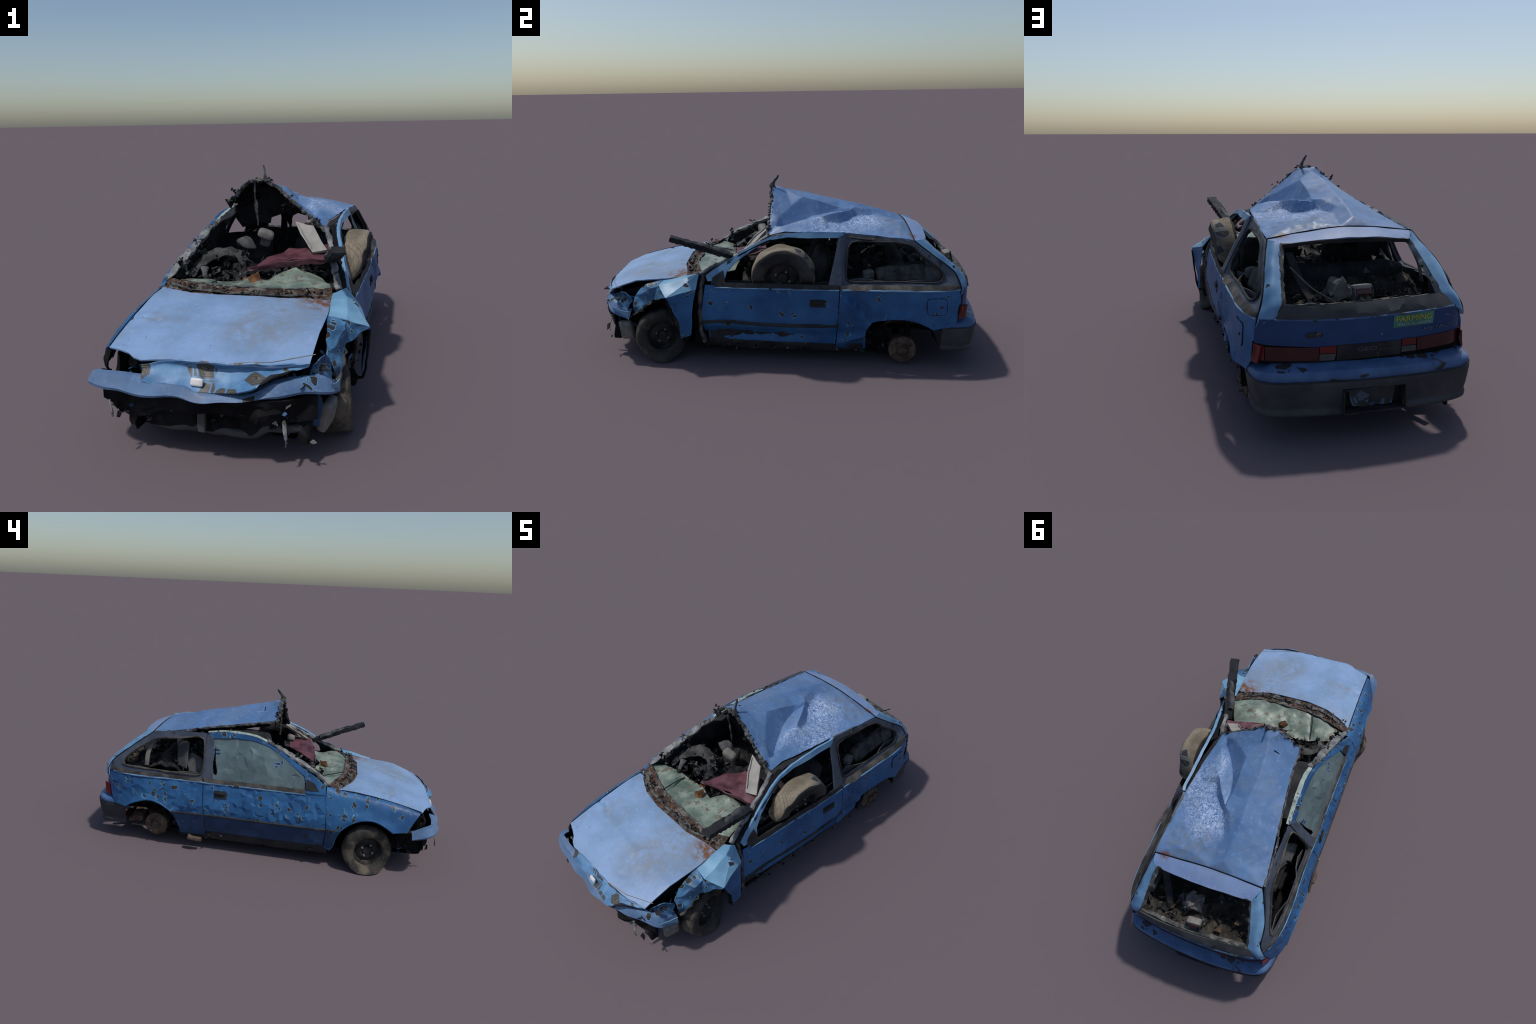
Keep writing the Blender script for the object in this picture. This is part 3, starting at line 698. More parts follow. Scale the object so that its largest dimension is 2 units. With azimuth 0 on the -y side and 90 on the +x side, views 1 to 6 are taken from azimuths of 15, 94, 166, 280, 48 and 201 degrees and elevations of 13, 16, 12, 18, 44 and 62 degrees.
# ------------------------------------------------------------------ front bumper bar
fb = group("bumper")
BB = [  # x, y of the face, bottom z, top z, tangent depth of the top
    (-.430, -.845, .210, .247), (-.427, -.90, .225, .277), (-.411, -.948, .242, .292), (-.372, -.975, .244, .294), (-.28, -.983, .243, .292), (-.18, -.990, .240, .289),
    (-.08, -.995, .243, .278), (.02, -.996, .245, .270), (.10, -.984, .247, .268), (.165, -.967, .250, .274), (.215, -.947, .254, .298), (.30, -.912, .257, .304),
    (.35, -.884, .253, .300), (.383, -.855, .246, .293), (.395, -.82, .235, .278), (.398, -.775, .222, .262)]
cxy = Vector((0, -.70))
lines = [[], [], [], [], []]
for (x, y, zb, zt) in BB:
    d = Vector((x*.45, -1.0 if abs(x) < .36 else -.5)).normalized()
    if abs(x) > .36: d = Vector((math.copysign(1, x), -.25)).normalized() if abs(x) > .39 else Vector((math.copysign(.7, x), -.7)).normalized()
    dp = .045
    lines[0].append((x-d.x*.04, y-d.y*.04, zb+.006)); lines[1].append((x-d.x*.003, y-d.y*.003, zb+.002))
    lines[2].append((x, y, lerp(zb, zt, .22))); lines[3].append((x-d.x*.020, y-d.y*.020, zt-.002)); lines[4].append((x-d.x*dp, y-d.y*dp, zt+.003))
ribbon("bumper_bar", lines, (0, -1, .3), .006, [M['bumper'], M['inner']], fb, 100, 4, .009, 13, 4, 25, sharp=True)
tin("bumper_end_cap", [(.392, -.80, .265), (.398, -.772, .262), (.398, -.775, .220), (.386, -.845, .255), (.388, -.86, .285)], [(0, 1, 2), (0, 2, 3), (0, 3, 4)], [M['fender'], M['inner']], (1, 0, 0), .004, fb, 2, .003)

# ------------------------------------------------------------------ engine bay and hanging front wreckage
eb = group("nose_wreckage")
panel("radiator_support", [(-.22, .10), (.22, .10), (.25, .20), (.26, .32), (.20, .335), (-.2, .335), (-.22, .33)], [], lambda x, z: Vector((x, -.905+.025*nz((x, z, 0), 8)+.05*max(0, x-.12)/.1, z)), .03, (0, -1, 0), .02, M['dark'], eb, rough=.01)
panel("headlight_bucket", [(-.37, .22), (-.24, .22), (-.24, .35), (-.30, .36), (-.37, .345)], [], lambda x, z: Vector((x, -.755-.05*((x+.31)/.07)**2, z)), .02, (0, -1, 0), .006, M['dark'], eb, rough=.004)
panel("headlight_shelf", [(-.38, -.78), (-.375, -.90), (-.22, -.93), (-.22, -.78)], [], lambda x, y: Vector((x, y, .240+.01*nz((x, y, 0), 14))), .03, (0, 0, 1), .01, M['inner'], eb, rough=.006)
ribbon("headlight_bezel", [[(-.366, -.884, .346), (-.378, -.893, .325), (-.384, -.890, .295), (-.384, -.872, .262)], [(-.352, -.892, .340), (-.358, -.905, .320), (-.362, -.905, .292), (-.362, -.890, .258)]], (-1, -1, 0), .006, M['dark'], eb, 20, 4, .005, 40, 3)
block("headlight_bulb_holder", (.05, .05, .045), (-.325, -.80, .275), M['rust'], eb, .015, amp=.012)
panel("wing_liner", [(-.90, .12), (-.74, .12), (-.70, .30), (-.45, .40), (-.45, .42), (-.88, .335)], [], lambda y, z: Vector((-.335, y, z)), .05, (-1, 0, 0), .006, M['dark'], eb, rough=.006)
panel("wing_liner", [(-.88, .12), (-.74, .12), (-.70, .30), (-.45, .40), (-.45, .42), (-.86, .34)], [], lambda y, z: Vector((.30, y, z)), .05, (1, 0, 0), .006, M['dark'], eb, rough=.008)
block("engine_block", (.40, .26, .20), (.0, -.68, .26), M['dark'], eb, .03, amp=.03, cuts=6)
tin("crushed_lamp_housing", [(.318, -.86, .335), (.352, -.80, .355), (.366, -.76, .315), (.375, -.785, .265), (.345, -.84, .255), (.315, -.87, .27), (.335, -.81, .30)],
    [(0, 1, 6), (1, 2, 6), (2, 3, 6), (3, 4, 6), (4, 5, 6), (5, 0, 6)], [M['crush'], M['dark']], (1, -1, 0), .004, eb, 3, .010, 30, 5, 15)
# lower valance, torn
panel("torn_valance", [(-.385, .245), (-.388, .175), (-.34, .17), (-.33, .150), (-.285, .150), (-.288, .112), (-.278, .096), (-.264, .105), (-.25, .14), (-.215, .150), (-.14, .178), (-.04, .180), (.03, .19), (.10, .178),
       (.17, .165), (.235, .165), (.34, .165), (.34, .25)], [], lambda x, z: Vector((x, -.958+(.11 if x > 0 else .05)*max(0, (abs(x+.02)-.2)/.2)**1.2+.018*nz((x, z, 0), 14, 2)+(.25-z)*.18, z)), .018, (0, -1, 0), .005, [M['dark'], M['dark']], eb, .35, 20, rough=.006)
panel("bent_splash_plate", [(.238, .170), (.240, .088), (.258, .106), (.278, .116), (.338, .126), (.352, .20), (.34, .24), (.28, .17)], [], lambda x, z: Vector((x, -.865+.25*max(0, x-.24)+.2*(.17-z)*.3, z)), .016, (0, -1, 0), .004, [M['lower'], M['dark']], eb, rough=.004)
tube("crossmember", [(-0.240, -0.867, 0.106), (-0.180, -0.887, 0.094), (-0.070, -0.892, 0.102), (0.035, -0.892, 0.098), (0.100, -0.892, 0.097), (0.140, -0.889, 0.100), (0.190, -0.887, 0.129), (0.238, -0.887, 0.131), (0.300, -0.867, 0.131)], .0145, M['plastic'], eb, 60, 10, amp=.003)
block("tow_bracket", (.026, .02, .085), (-.027, -.925, .150), M['plastic'], eb, .004, amp=.002)
tube("bent_strap", [(.24, -.905, .175), (.246, -.925, .15), (.252, -.934, .12), (.250, -.930, .085)], [.006, .007, .006, .002], M['silver'], eb, 16, 6, .4, amp=.004)
tube("dangling_cable", [(-.330, -.965, .205), (-.322, -.972, .19), (-.317, -.977, .17), (-.316, -.977, .152)], [.003, .003, .005, .004], M['greyplastic'], eb, 14, 6)
block("fog_lamp_shell", (.040, .075, .105), (.358, -.80, .150), M['greyplastic'], eb, .016, (.15, .25, -.2), amp=.008)
panel("torn_undertray", [(-.76, .20), (-.775, .070), (-.86, .066), (-.905, .072), (-.918, .10), (-.92, .18)], [], lambda y, z: Vector((-.27+.03*nz((y, z, 0), 12), y, z)), .02, (-1, 0, 0), .005, M['dark'], eb, .35, 20, rough=.006)
panel("torn_undertray", [(-.74, .18), (-.745, .075), (-.80, .070), (-.85, .09), (-.87, .16)], [], lambda y, z: Vector((.26+.03*nz((y, z, 0), 12), y, z)), .02, (1, 0, 0), .005, M['dark'], eb, .35, 20, rough=.006)
block("hanging_bracket", (.035, .04, .10), (.30, -.865, .13), M['dark'], eb, .008, amp=.012)
shards("hanging_scraps", [((-.34, -.94, .13), (-.20, -.88, .21)), ((-.20, -.94, .14), (.06, -.88, .24)), ((.05, -.93, .14), (.30, -.86, .24))], 120, (.015, .05), [M['dark'], M['inner'], M['torn'], M['crush']], 21, parent=eb)
shards("engine_bay_scraps", [((.30, -.86, .25), (.365, -.69, .335)), ((-.36, -.86, .24), (-.27, -.76, .27)), ((.12, -.91, .27), (.31, -.84, .32))], 100, (.015, .045), [M['dark'], M['inner'], M['crush'], M['crush']], 22, parent=eb)
shards("loose_flake", [((.328, -.90, .095), (.336, -.892, .11))], 1, (.022, .024), [M['greyplastic']], 3, parent=eb)
panel("under_tray", [(-.28, -.86), (.26, -.84), (.30, -.70), (.33, -.42), (-.33, -.42), (-.30, -.70)], [], lambda x, y: Vector((x, y, .075+.02*nz((x, y, 0), 9))), .06, (0, 0, -1), .006, M['dark'], eb, rough=.008)

# ------------------------------------------------------------------ cowl, collapsed windscreen, dashboard
cw = group("cowl")
hood_rear = [(-.358, -.432), (-.301, -.474), (-.212, -.514), (-.09, -.531), (.026, -.526), (.145, -.521), (.254, -.491), (.335, -.465)]
screen_low = [(-.362, -.385), (-.29, -.405), (-.22, -.430), (-.115, -.450), (.04, -.452), (.161, -.452), (.25, -.428), (.315, -.395)]
ribbon("cowl_tray", [[(x, y-.008, hood_z(x, y)-.006) for x, y in hood_rear], [(lerp(a[0], b[0], .45), lerp(a[1], b[1], .45), .441) for a, b in zip(hood_rear, screen_low)], [(x, y, .457) for x, y in screen_low]],
       (0, 0, 1), .006, [M['rust'], M['dark']], cw, 60, 6, .009, 34, 5, 25)
tube("cowl_grille_strip", [(lerp(a[0], b[0], .40), lerp(a[1], b[1], .40), .447) for a, b in zip(hood_rear, screen_low)][1:-1], .008, M['torn'], cw, 50, 8, .5, amp=.007)
shards("leaf_litter", [((lerp(a[0], b[0], .5)-.04, lerp(a[1], b[1], .5)-.025, .445), (lerp(a[0], b[0], .5)+.04, lerp(a[1], b[1], .5)+.025, .462)) for a, b in list(zip(hood_rear, screen_low))[1:-1]], 130, (.008, .024), [M['rust'], M['dark'], M['torn'], M['rust']], 31, parent=cw)
block("rotten_foam_lump", (.03, .03, .03), (.0, -.335, .458), M['orange'], cw, .006, amp=.024, scale=40)
block("rotten_foam_lump", (.02, .02, .02), (-.052, -.275, .437), M['orange'], cw, .004, amp=.016, scale=50)

def screen_z(x, y):
    z = .458 - .10*max(0, y+.455)*(1.6 if x < -.05 else .6)
    z += .050*max(0, 1-math.hypot((x-.15)/.12, (y+.255)/.09))
    z += .020*max(0, 1-math.hypot((x-.20)/.14, (y+.36)/.07))
    z += .009*nz((x, y, 0), 11, 3) + .006*nz((x, y, 0), 26, 6)
    z -= .010*ridge(x, y, (-.142, -.447), (-.175, -.30), .018)
    return z
screen_out = [(x, y+.004) for x, y in screen_low] + [(.29, -.30), (.26, -.24), (.18, -.225), (.10, -.24), (.05, -.30), (-.02, -.285), (-.10, -.275), (-.17, -.285), (-.24, -.30), (-.33, -.33)]
panel("collapsed_windscreen", screen_out, [], lambda x, y: Vector((x, y, screen_z(x, y))), .017, (0, 0, 1), .004, [M['screen'], M['dark']], None, .3, 25)
tube("windscreen_seal", [(x, y, .459) for x, y in screen_low[1:-1]], .0040, M['torn'], None, 50, 6, amp=.005)
tube("windscreen_crack", [(-.142, -.455, .468), (-.16, -.38, .452), (-.174, -.30, .432)], .003, M['trim'], None, 14, 5)  # thin black rod added to draw the crack in the screen

inr = group("interior")
block("dashboard", (.66, .16, .16), (-.02, -.335, .335), M['dark'], inr, .03, amp=.02, cuts=6)
ribbon("firewall", [[(-.36, -.40, .10), (.37, -.40, .10)], [(-.35, -.40, .43), (.34, -.40, .43)]], (0, -1, 0), .006, M['dark'], inr, 12, 5)
tin("maroon_sheet", [(-.046, -.280, .488), (.286, -.212, .530), (.262, -.075, .560), (.09, -.09, .535), (.12, -.252, .520), (.03, -.155, .512), (.19, -.16, .548)],
    [(0, 4, 5), (4, 1, 6), (1, 2, 6), (2, 3, 6), (3, 5, 6), (4, 6, 5)], [M['maroon'], M['maroon']], (0, 0, 1), .006, inr, 4, .012, 16, 3, 25)
ribbon("maroon_fold", [[(-.046, -.281, .488), (.12, -.254, .518), (.286, -.213, .528)], [(-.04, -.276, .476), (.12, -.248, .495), (.28, -.21, .508)]], (0, -1, 0), .004, M['maroon'], inr, 20, 4, .006, 24, 5)
tin("sun_visor", [(.115, -.070, .652), (.195, -.085, .640), (.268, -.178, .556), (.212, -.200, .548), (.150, -.130, .610)], [(0, 1, 4), (1, 2, 4), (2, 3, 4), (3, 0, 4)], [M['beige'], M['beige']], (-.3, -.8, .3), .012, inr, 3, .004, 20, 2, 30)
block("overhead_console", (.062, .042, .036), (-.005, -.12, .602), M['greyplastic'], inr, .012, (.2, .3, .25), amp=.010)
block("overhead_console_base", (.04, .035, .04), (-.012, -.10, .565), M['cloth'], inr, .012, (.1, .2, .1), amp=.006)
block("torn_headrest", (.09, .05, .04), (-.11, -.06, .548), M['cloth'], inr, .02, (.2, .3, .3), amp=.020, scale=24)
# torn instrument hood on the right
ribbon("torn_instrument_hood", [[(-.31, -.27, .455), (-.28, -.20, .505), (-.19, -.135, .548), (-.11, -.14, .530), (-.07, -.16, .50)], [(-.30, -.30, .44), (-.255, -.25, .48), (-.185, -.19, .520), (-.12, -.19, .505), (-.09, -.20, .48)]], (0, -.5, 1), .006, [M['cloth2'], M['dark']], inr, 30, 6, .016, 26, 4, 15)
tube("torn_trim_strip", [(-.25, -.245, .475), (-.235, -.28, .455), (-.222, -.30, .438)], [.018, .012, .006], M['cloth'], inr, 14, 7, .4, amp=.004)
block("mirror_stalk", (.022, .022, .032), (-.22, -.303, .440), M['inner'], inr, .009, amp=.003)
# floor and load space
panel("floor_pan", [(-.37, -.42), (.37, -.42), (.37, .40), (.22, .44), (.24, .90), (-.18, .90), (-.18, .44), (-.36, .40)], [], lambda x, y: Vector((x, y, .115+.05*max(0, min(1, (y-.38)/.12))+.008*nz((x, y, 0), 9))), .05, (0, 0, 1), .012, [M['carpet'], M['dark']], inr, rough=.004)
def heap_z(x, y):
    "top of the tangle of torn trim that fills the cabin"
    z = interp(y, [-.24, -.15, .0, .15, .30, .42, .52, .60, .70, .80, .90], [.41, .43, .40, .44, .40, .40, .47, .46, .41, .405, .425])
    z += .020*nz((x, y, 0), 9, 1) + .020*nz((x, y, 0), 19, 4) + .012*nz((x, y, 0), 40, 7)
    return z - .02*max(0, abs(x-.02)-.22)/.1
panel("torn_trim_heap", [(-.31, -.22), (.32, -.20), (.33, .10), (.33, .60), (-.28, .60), (-.30, .10)], [], lambda x, y: Vector((x, y, heap_z(x, y))), .020, (0, 0, 1), .006, [M['heap'], M['dark']], inr, .35, 12, rough=.006)
panel("load_floor", [(-.27, .60), (.33, .60), (.325, .885), (.03, .90), (-.26, .885)], [], lambda x, y: Vector((x, y, heap_z(x, y))), .018, (0, 0, 1), .008, [M['carpet'], M['dark']], inr, .35, 16, rough=.004)
for sx in (-.175, .195):
    block("seat_cushion", (.26, .26, .10), (sx, -.02, .20), M['darkcloth'], inr, .04, (-.1, 0, 0), amp=.01, cuts=6)
    block("seat_back", (.26, .08, .28), (sx, .17, .415), M['darkcloth'], inr, .035, (-.35, .05 if sx > 0 else -.06, 0), amp=.012, cuts=6)
block("bench_seat_back", (.56, .07, .22), (.03, .565, .40), M['darkcloth'], inr, .03, (-.25, 0, 0), amp=.014, cuts=6)
block("bench_seat_cushion", (.62, .20, .09), (.02, .44, .23), M['darkcloth'], inr, .03, amp=.012, cuts=6)
block("bolster", (.05, .26, .09), (.315, .60, .450), M['cloth2'], inr, .022, (.05, -.3, .05), amp=.010, cuts=6)
block("bolster", (.05, .10, .10), (.315, .745, .450), M['cloth'], inr, .018, (.2, -.3, .05), amp=.008, cuts=5)
block("seat_belt_reel", (.04, .05, .045), (.325, .43, .450), M['cloth'], inr, .010, (.2, .1, .3), amp=.008)
tin("torn_headliner_flap", [(-.24, .44, .58), (-.21, .52, .60), (-.26, .50, .45), (-.29, .44, .44)], [(0, 1, 2), (0, 2, 3)], [M['cloth'], M['dark']], (-1, 0, 0), .006, inr, 3, .008)
tin("torn_headliner_flap", [(-.23, .42, .52), (-.26, .35, .50), (-.31, .33, .44), (-.30, .42, .43), (-.21, .47, .50)], [(0, 1, 2), (0, 2, 3), (0, 3, 4)], [M['cloth'], M['dark']], (-1, 0, .5), .006, inr, 3, .010)
tube("seat_belt_strap", [(-.25, .66, .57), (-.275, .675, .51), (-.29, .68, .44)], .014, M['greyplastic'], inr, 12, 8, .2, up=(1, 0, 0))
tube("load_strut", [(.24, .70, .58), (.21, .77, .48), (.17, .86, .40)], [.018, .02, .016], M['inner'], inr, 14, 6, .4)
tube("load_strut_wire", [(.27, .83, .56), (.20, .86, .49), (.12, .88, .44)], .003, M['trim'], inr, 12, 5)
block("crumpled_bag", (.10, .08, .07), (.085, .775, .455), M['bag'], inr, .02, (.2, .1, .4), amp=.035, scale=22, cuts=6, smooth=15)
tin("headliner_sag", [(-.18, -.02, .70), (-.03, .02, .765), (.06, .06, .700), (.16, .33, .630), (-.02, .35, .690), (-.19, .33, .65), (-.02, .60, .63), (-.19, .60, .61), (.22, .60, .60)],
    [(0, 1, 4, 5), (1, 2, 3, 4), (4, 3, 8, 6), (5, 4, 6, 7)], [M['dark'], M['dark']], (0, 0, -1), .004, inr, 3, .012)
tube("hanging_strap", [(-.065, -.064, .825), (-.068, -.066, .78), (-.062, -.064, .73), (-.06, -.060, .68), (-.055, -.058, .63)], [.007, .006, .008, .010, .006], M['torn'], inr, 20, 6, .6, amp=.006)
shards("cabin_debris", [((-.26, .62, .41), (.30, .86, .46)), ((-.28, -.22, .40), (.30, .20, .47)), ((-.26, .22, .40), (.30, .62, .50)), ((-.2, -.28, .42), (.12, -.20, .46))], 260, (.015, .06), [M['dark'], M['inner'], M['darkcloth'], M['cloth'], M['torn']], 41, parent=inr)
shards("pillar_tatters", [((-.34, -.34, .46), (-.29, -.22, .53)), ((-.31, -.22, .50), (-.26, -.08, .60)), ((-.33, -.30, .43), (-.20, -.20, .47)), ((-.22, -.20, .47), (-.06, -.10, .53)), ((.02, -.20, .44), (.30, -.05, .48))], 120, (.015, .05), [M['inner'], M['dark'], M['cloth2'], M['cloth2'], M['torn']], 71, parent=inr)
shards("load_debris", [((-.22, .74, .41), (.02, .87, .45)), ((.12, .76, .41), (.30, .87, .45))], 60, (.02, .06), [M['carpet'], M['carpet'], M['cloth'], M['drum'], M['inner'], M['inner']], 43, parent=inr)

# ------------------------------------------------------------------ roof, torn loose and peaked at the front
FRONT_RIM = [(-.193, -.052, .741), (-.145, -.057, .782), (-.092, -.062, .834), (0, -.062, .832), (.10, -.062, .750), (.19, -.064, .676), (.246, -.067, .630)]
UPPER_FOLD = [(.034, .099, .787), (.037, .16, .773), (.037, .224, .756), (.040, .295, .733), (.050, .330, .727)]       # top of the big dented facet
FRONT_FOLD = [(.034, .099, .787), (.086, .044, .749), (.137, -.004, .712), (.175, -.025, .693), (.202, -.034, .664)]
VALLEY = [(.056, .345, .716), (.059, .261, .712), (.074, .201, .704), (.094, .154, .694), (.126, .095, .676), (.158, .046, .661), (.190, .004, .648)]
BAND = [(.213, -.007, .668), (.190, .07, .687), (.165, .144, .700), (.145, .205, .707), (.100, .285, .718), (.062, .340, .721)]   # bright ridge beside the valley
HOLLOW = [(.147, .239, .675), (.127, .296, .664), (.086, .338, .670), (.060, .369, .682), (.048, .396, .690), (.015, .466, .687)]
RIM_OF_HOLLOW = [(.046, .360, .726), (.022, .376, .729), (.012, .403, .722), (-.012, .46, .712)]
CROWN = [(-.045, .0, .822), (-.06, .10, .802), (-.06, .20, .780), (-.05, .30, .760), (-.05, .40, .739), (-.045, .52, .707), (-.035, .60, .688)]
EDGE_L = [(.247, .013, .650), (.265, .11, .652), (.287, .310, .653), (.296, .438, .643), (.307, .60, .630), (.306, .646, .623)]
EDGE_R = [(-.190, .06, .722), (-.204, .18, .703), (-.214, .313, .684), (-.232, .484, .654), (-.244, .60, .638), (-.240, .648, .635)]
SEAM = [(.18, .644, .644), (.03, .642, .658), (-.10, .644, .653)]
LOOSE = [(.243, .229, .659), (.125, .418, .671), (.015, .503, .688), (.21, .32, .662), (.21, .50, .660), (-.13, .30, .724), (-.14, .15, .748), (-.14, .48, .690), (-.14, .60, .660), (.12, .60, .674), (.22, .60, .655), (.075, .47, .684)]
RP = []; RE = []
for ln in (FRONT_RIM, UPPER_FOLD, FRONT_FOLD, VALLEY, BAND, HOLLOW, RIM_OF_HOLLOW, CROWN, EDGE_L, EDGE_R, SEAM):
    k0 = len(RP); RP += ln
    RE += [(k0+i, k0+i+1) for i in range(len(ln)-1)]
RP += LOOSE
rv, re_, rf, ro, _, _ = delaunay_2d_cdt([Vector(p[:2]) for p in RP], RE, [], 0, 1e-5)
rz = []
for k, v in enumerate(rv):
    src = ro[k]
    if src: rz.append(RP[src[0]][2])
    else: rz.append(min(RP, key=lambda p: math.hypot(p[0]-v[0], p[1]-v[1]))[2])
def roof_flat(x, y):
    best = None
    for f in rf:
        a, b, c = [rv[i] for i in f]
        d = (b[1]-c[1])*(a[0]-c[0])+(c[0]-b[0])*(a[1]-c[1])
        if abs(d) < 1e-12: continue
        u = ((b[1]-c[1])*(x-c[0])+(c[0]-b[0])*(y-c[1]))/d
        w = ((c[1]-a[1])*(x-c[0])+(a[0]-c[0])*(y-c[1]))/d
        q = min(u, w, 1-u-w)
        if best is None or q > best[0]: best = (q, u*rz[f[0]]+w*rz[f[1]]+(1-u-w)*rz[f[2]])
        if q >= 0: break
    return best[1]
def roof_z(x, y):
    r = .0022
    z = (2*roof_flat(x, y)+roof_flat(x+r, y)+roof_flat(x-r, y)+roof_flat(x, y+r)+roof_flat(x, y-r))/6
    z += .0022*nz((x, y, 0), 13, 4) + .0012*nz((x, y, 0), 34, 6)
    if x > .02 and y > .15: z += (.0022*nz((x, y, 0), 55, 2)+.0030*nz((x, y, 0), 27, 8))*min(1, (x-.02)/.06)
    return z
roof_outline = [(-.193, -.052), (-.145, -.057), (-.092, -.062), (0, -.062), (.10, -.062), (.19, -.064), (.246, -.067), (.247, .013), (.265, .11), (.287, .310), (.296, .438), (.307, .60), (.306, .644),
                (.18, .643), (.03, .641), (-.10, .643), (-.240, .646), (-.244, .60), (-.232, .484), (-.214, .313), (-.200, .18), (-.190, .06)]
rg = group("roof")
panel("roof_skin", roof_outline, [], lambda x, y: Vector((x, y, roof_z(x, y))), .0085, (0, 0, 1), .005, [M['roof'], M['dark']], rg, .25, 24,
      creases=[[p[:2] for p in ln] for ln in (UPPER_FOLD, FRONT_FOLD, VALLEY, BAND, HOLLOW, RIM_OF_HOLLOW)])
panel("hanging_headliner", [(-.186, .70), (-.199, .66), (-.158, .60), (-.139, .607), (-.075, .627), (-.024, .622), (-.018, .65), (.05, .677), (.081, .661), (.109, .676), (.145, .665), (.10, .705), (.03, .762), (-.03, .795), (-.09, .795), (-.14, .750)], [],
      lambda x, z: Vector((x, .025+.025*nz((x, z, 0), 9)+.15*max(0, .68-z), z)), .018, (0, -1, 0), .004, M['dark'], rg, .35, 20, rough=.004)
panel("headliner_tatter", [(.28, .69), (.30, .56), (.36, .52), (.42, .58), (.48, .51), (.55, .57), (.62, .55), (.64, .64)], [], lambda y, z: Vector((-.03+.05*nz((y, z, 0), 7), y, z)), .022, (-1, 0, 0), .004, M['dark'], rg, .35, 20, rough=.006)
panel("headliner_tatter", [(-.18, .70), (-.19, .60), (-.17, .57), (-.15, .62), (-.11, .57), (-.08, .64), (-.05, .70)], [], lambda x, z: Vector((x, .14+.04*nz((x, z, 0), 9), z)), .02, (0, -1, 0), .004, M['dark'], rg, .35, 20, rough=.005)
front = [(-.193, -.052, .741), (-.145, -.057, .782), (-.092, -.062, .834), (0, -.062, .832), (.10, -.062, .750), (.19, -.064, .676), (.246, -.067, .630)]
tube("roof_torn_rim", [(x, y-.003, z-.010) for x, y, z in front], [.009, .011, .010, .008, .009, .009, .011], M['torn'], rg, 120, 6, .8, amp=.014, scale=70)
tube("roof_edge_flange", [(-.195, -.05, .736), (-.194, .06, .716), (-.204, .18, .697), (-.218, .313, .678), (-.228, .40, .662)], .006, M['torn'], rg, 50, 7, 1.2, amp=.007, scale=40)
tube("roof_edge_flange", [(-.234, .40, .660), (-.240, .484, .645), (-.248, .60, .634), (-.246, .645, .630)], .008, M['torn'], rg, 30, 7, 1.2, amp=.006, scale=40)
tube("bent_roof_spike", [(-.016, -.062, .828), (-.020, -.062, .848), (-.026, -.050, .868), (-.033, -.036, .884), (-.035, -.032, .894)], [.020, .013, .008, .0075, .004], M['torn'], rg, 18, 7, .6, up=(1, 0, 0), amp=.003)
shards("roof_rim_tatters", [((-.19, -.07, .74), (-.14, -.05, .79)), ((-.10, -.075, .815), (.01, -.055, .842)), ((.05, -.075, .70), (.13, -.06, .77)), ((.15, -.07, .64), (.22, -.06, .69))], 45, (.010, .028), [M['torn'], M['dark'], M['dark']], 51, parent=rg)
tin("roof_corner_tatter", [(-.19, -.052, .745), (-.212, -.055, .742), (-.20, -.055, .725), (-.185, -.05, .70), (-.165, -.055, .735)], [(0, 1, 2), (0, 2, 3, 4)], [M['dark'], M['dark']], (0, -1, 0), .004, rg, 2, .004)
# roof-side rails
ribbon("drip_channel", [[(.246, -.067, .624), (.252, .013, .643), (.27, .11, .646), (.292, .310, .648), (.301, .438, .638), (.311, .60, .624), (.310, .645, .618)],
                             [(.262, -.08, .612), (.274, .013, .630), (.290, .11, .634), (.307, .310, .636), (.315, .438, .626), (.322, .60, .606), (.318, .65, .604)]], (1, 0, .6), .006, M['trim'], None, 60, 4, .003, 30, 4)
ribbon("inner_roof_rail", [[(-.272, -.06, .618), (-.266, .0, .646), (-.262, .06, .661), (-.261, .15, .669), (-.262, .23, .671), (-.264, .32, .660)],
                            [(-.252, -.06, .628), (-.246, .0, .653), (-.240, .06, .667), (-.239, .15, .676), (-.241, .23, .677), (-.246, .32, .664)]], (-.4, 0, 1), .008, [M['railpale'], M['dark']], None, 40, 4, .003, 24, 6)
ribbon("roof_cavity_lining", [[(-.254, -.05, .632), (-.248, .0, .652), (-.242, .06, .664), (-.240, .15, .672), (-.244, .30, .664)], [(-.185, -.02, .668), (-.178, .03, .672), (-.176, .08, .675), (-.18, .16, .674), (-.20, .30, .662)]], (0, 0, 1), .005, M['inner'], None, 30, 5, .006, 24, 3)
tube("windscreen_pillar", [(-.362, -.395, .452), (-.338, -.33, .492), (-.312, -.24, .54), (-.290, -.15, .583), (-.272, -.07, .618), (-.25, -.02, .64)], [.013, .017, .020, .020, .018, .016], M['silver'], None, 40, 8, .7, amp=.010, scale=34)
ribbon("pillar_lining", [[(-.335, -.36, .455), (-.305, -.24, .525), (-.270, -.10, .60), (-.235, 0, .66)], [(-.33, -.28, .425), (-.31, -.18, .45), (-.28, -.02, .47), (-.26, .12, .50)]], (1, 0, 0), .004, M['inner'], None, 20, 6, .008, 18, 2)
tube("windscreen_pillar", [(.345, -.405, .452), (.325, -.33, .488), (.298, -.22, .540), (.272, -.13, .590), (.250, -.07, .628)], [.013, .014, .014, .013, .012], M['silver'], None, 40, 8, .8, amp=.006, scale=34)
ribbon("pillar_channel", [[(.352, -.40, .450), (.332, -.30, .500), (.305, -.19, .560), (.275, -.09, .618), (.262, -.03, .634)], [(.376, -.39, .450), (.356, -.29, .505), (.338, -.19, .562), (.315, -.07, .618), (.298, .0, .638)]], (0, -.3, 1), .006, M['dark'], None, 30, 4, .004, 30, 3)

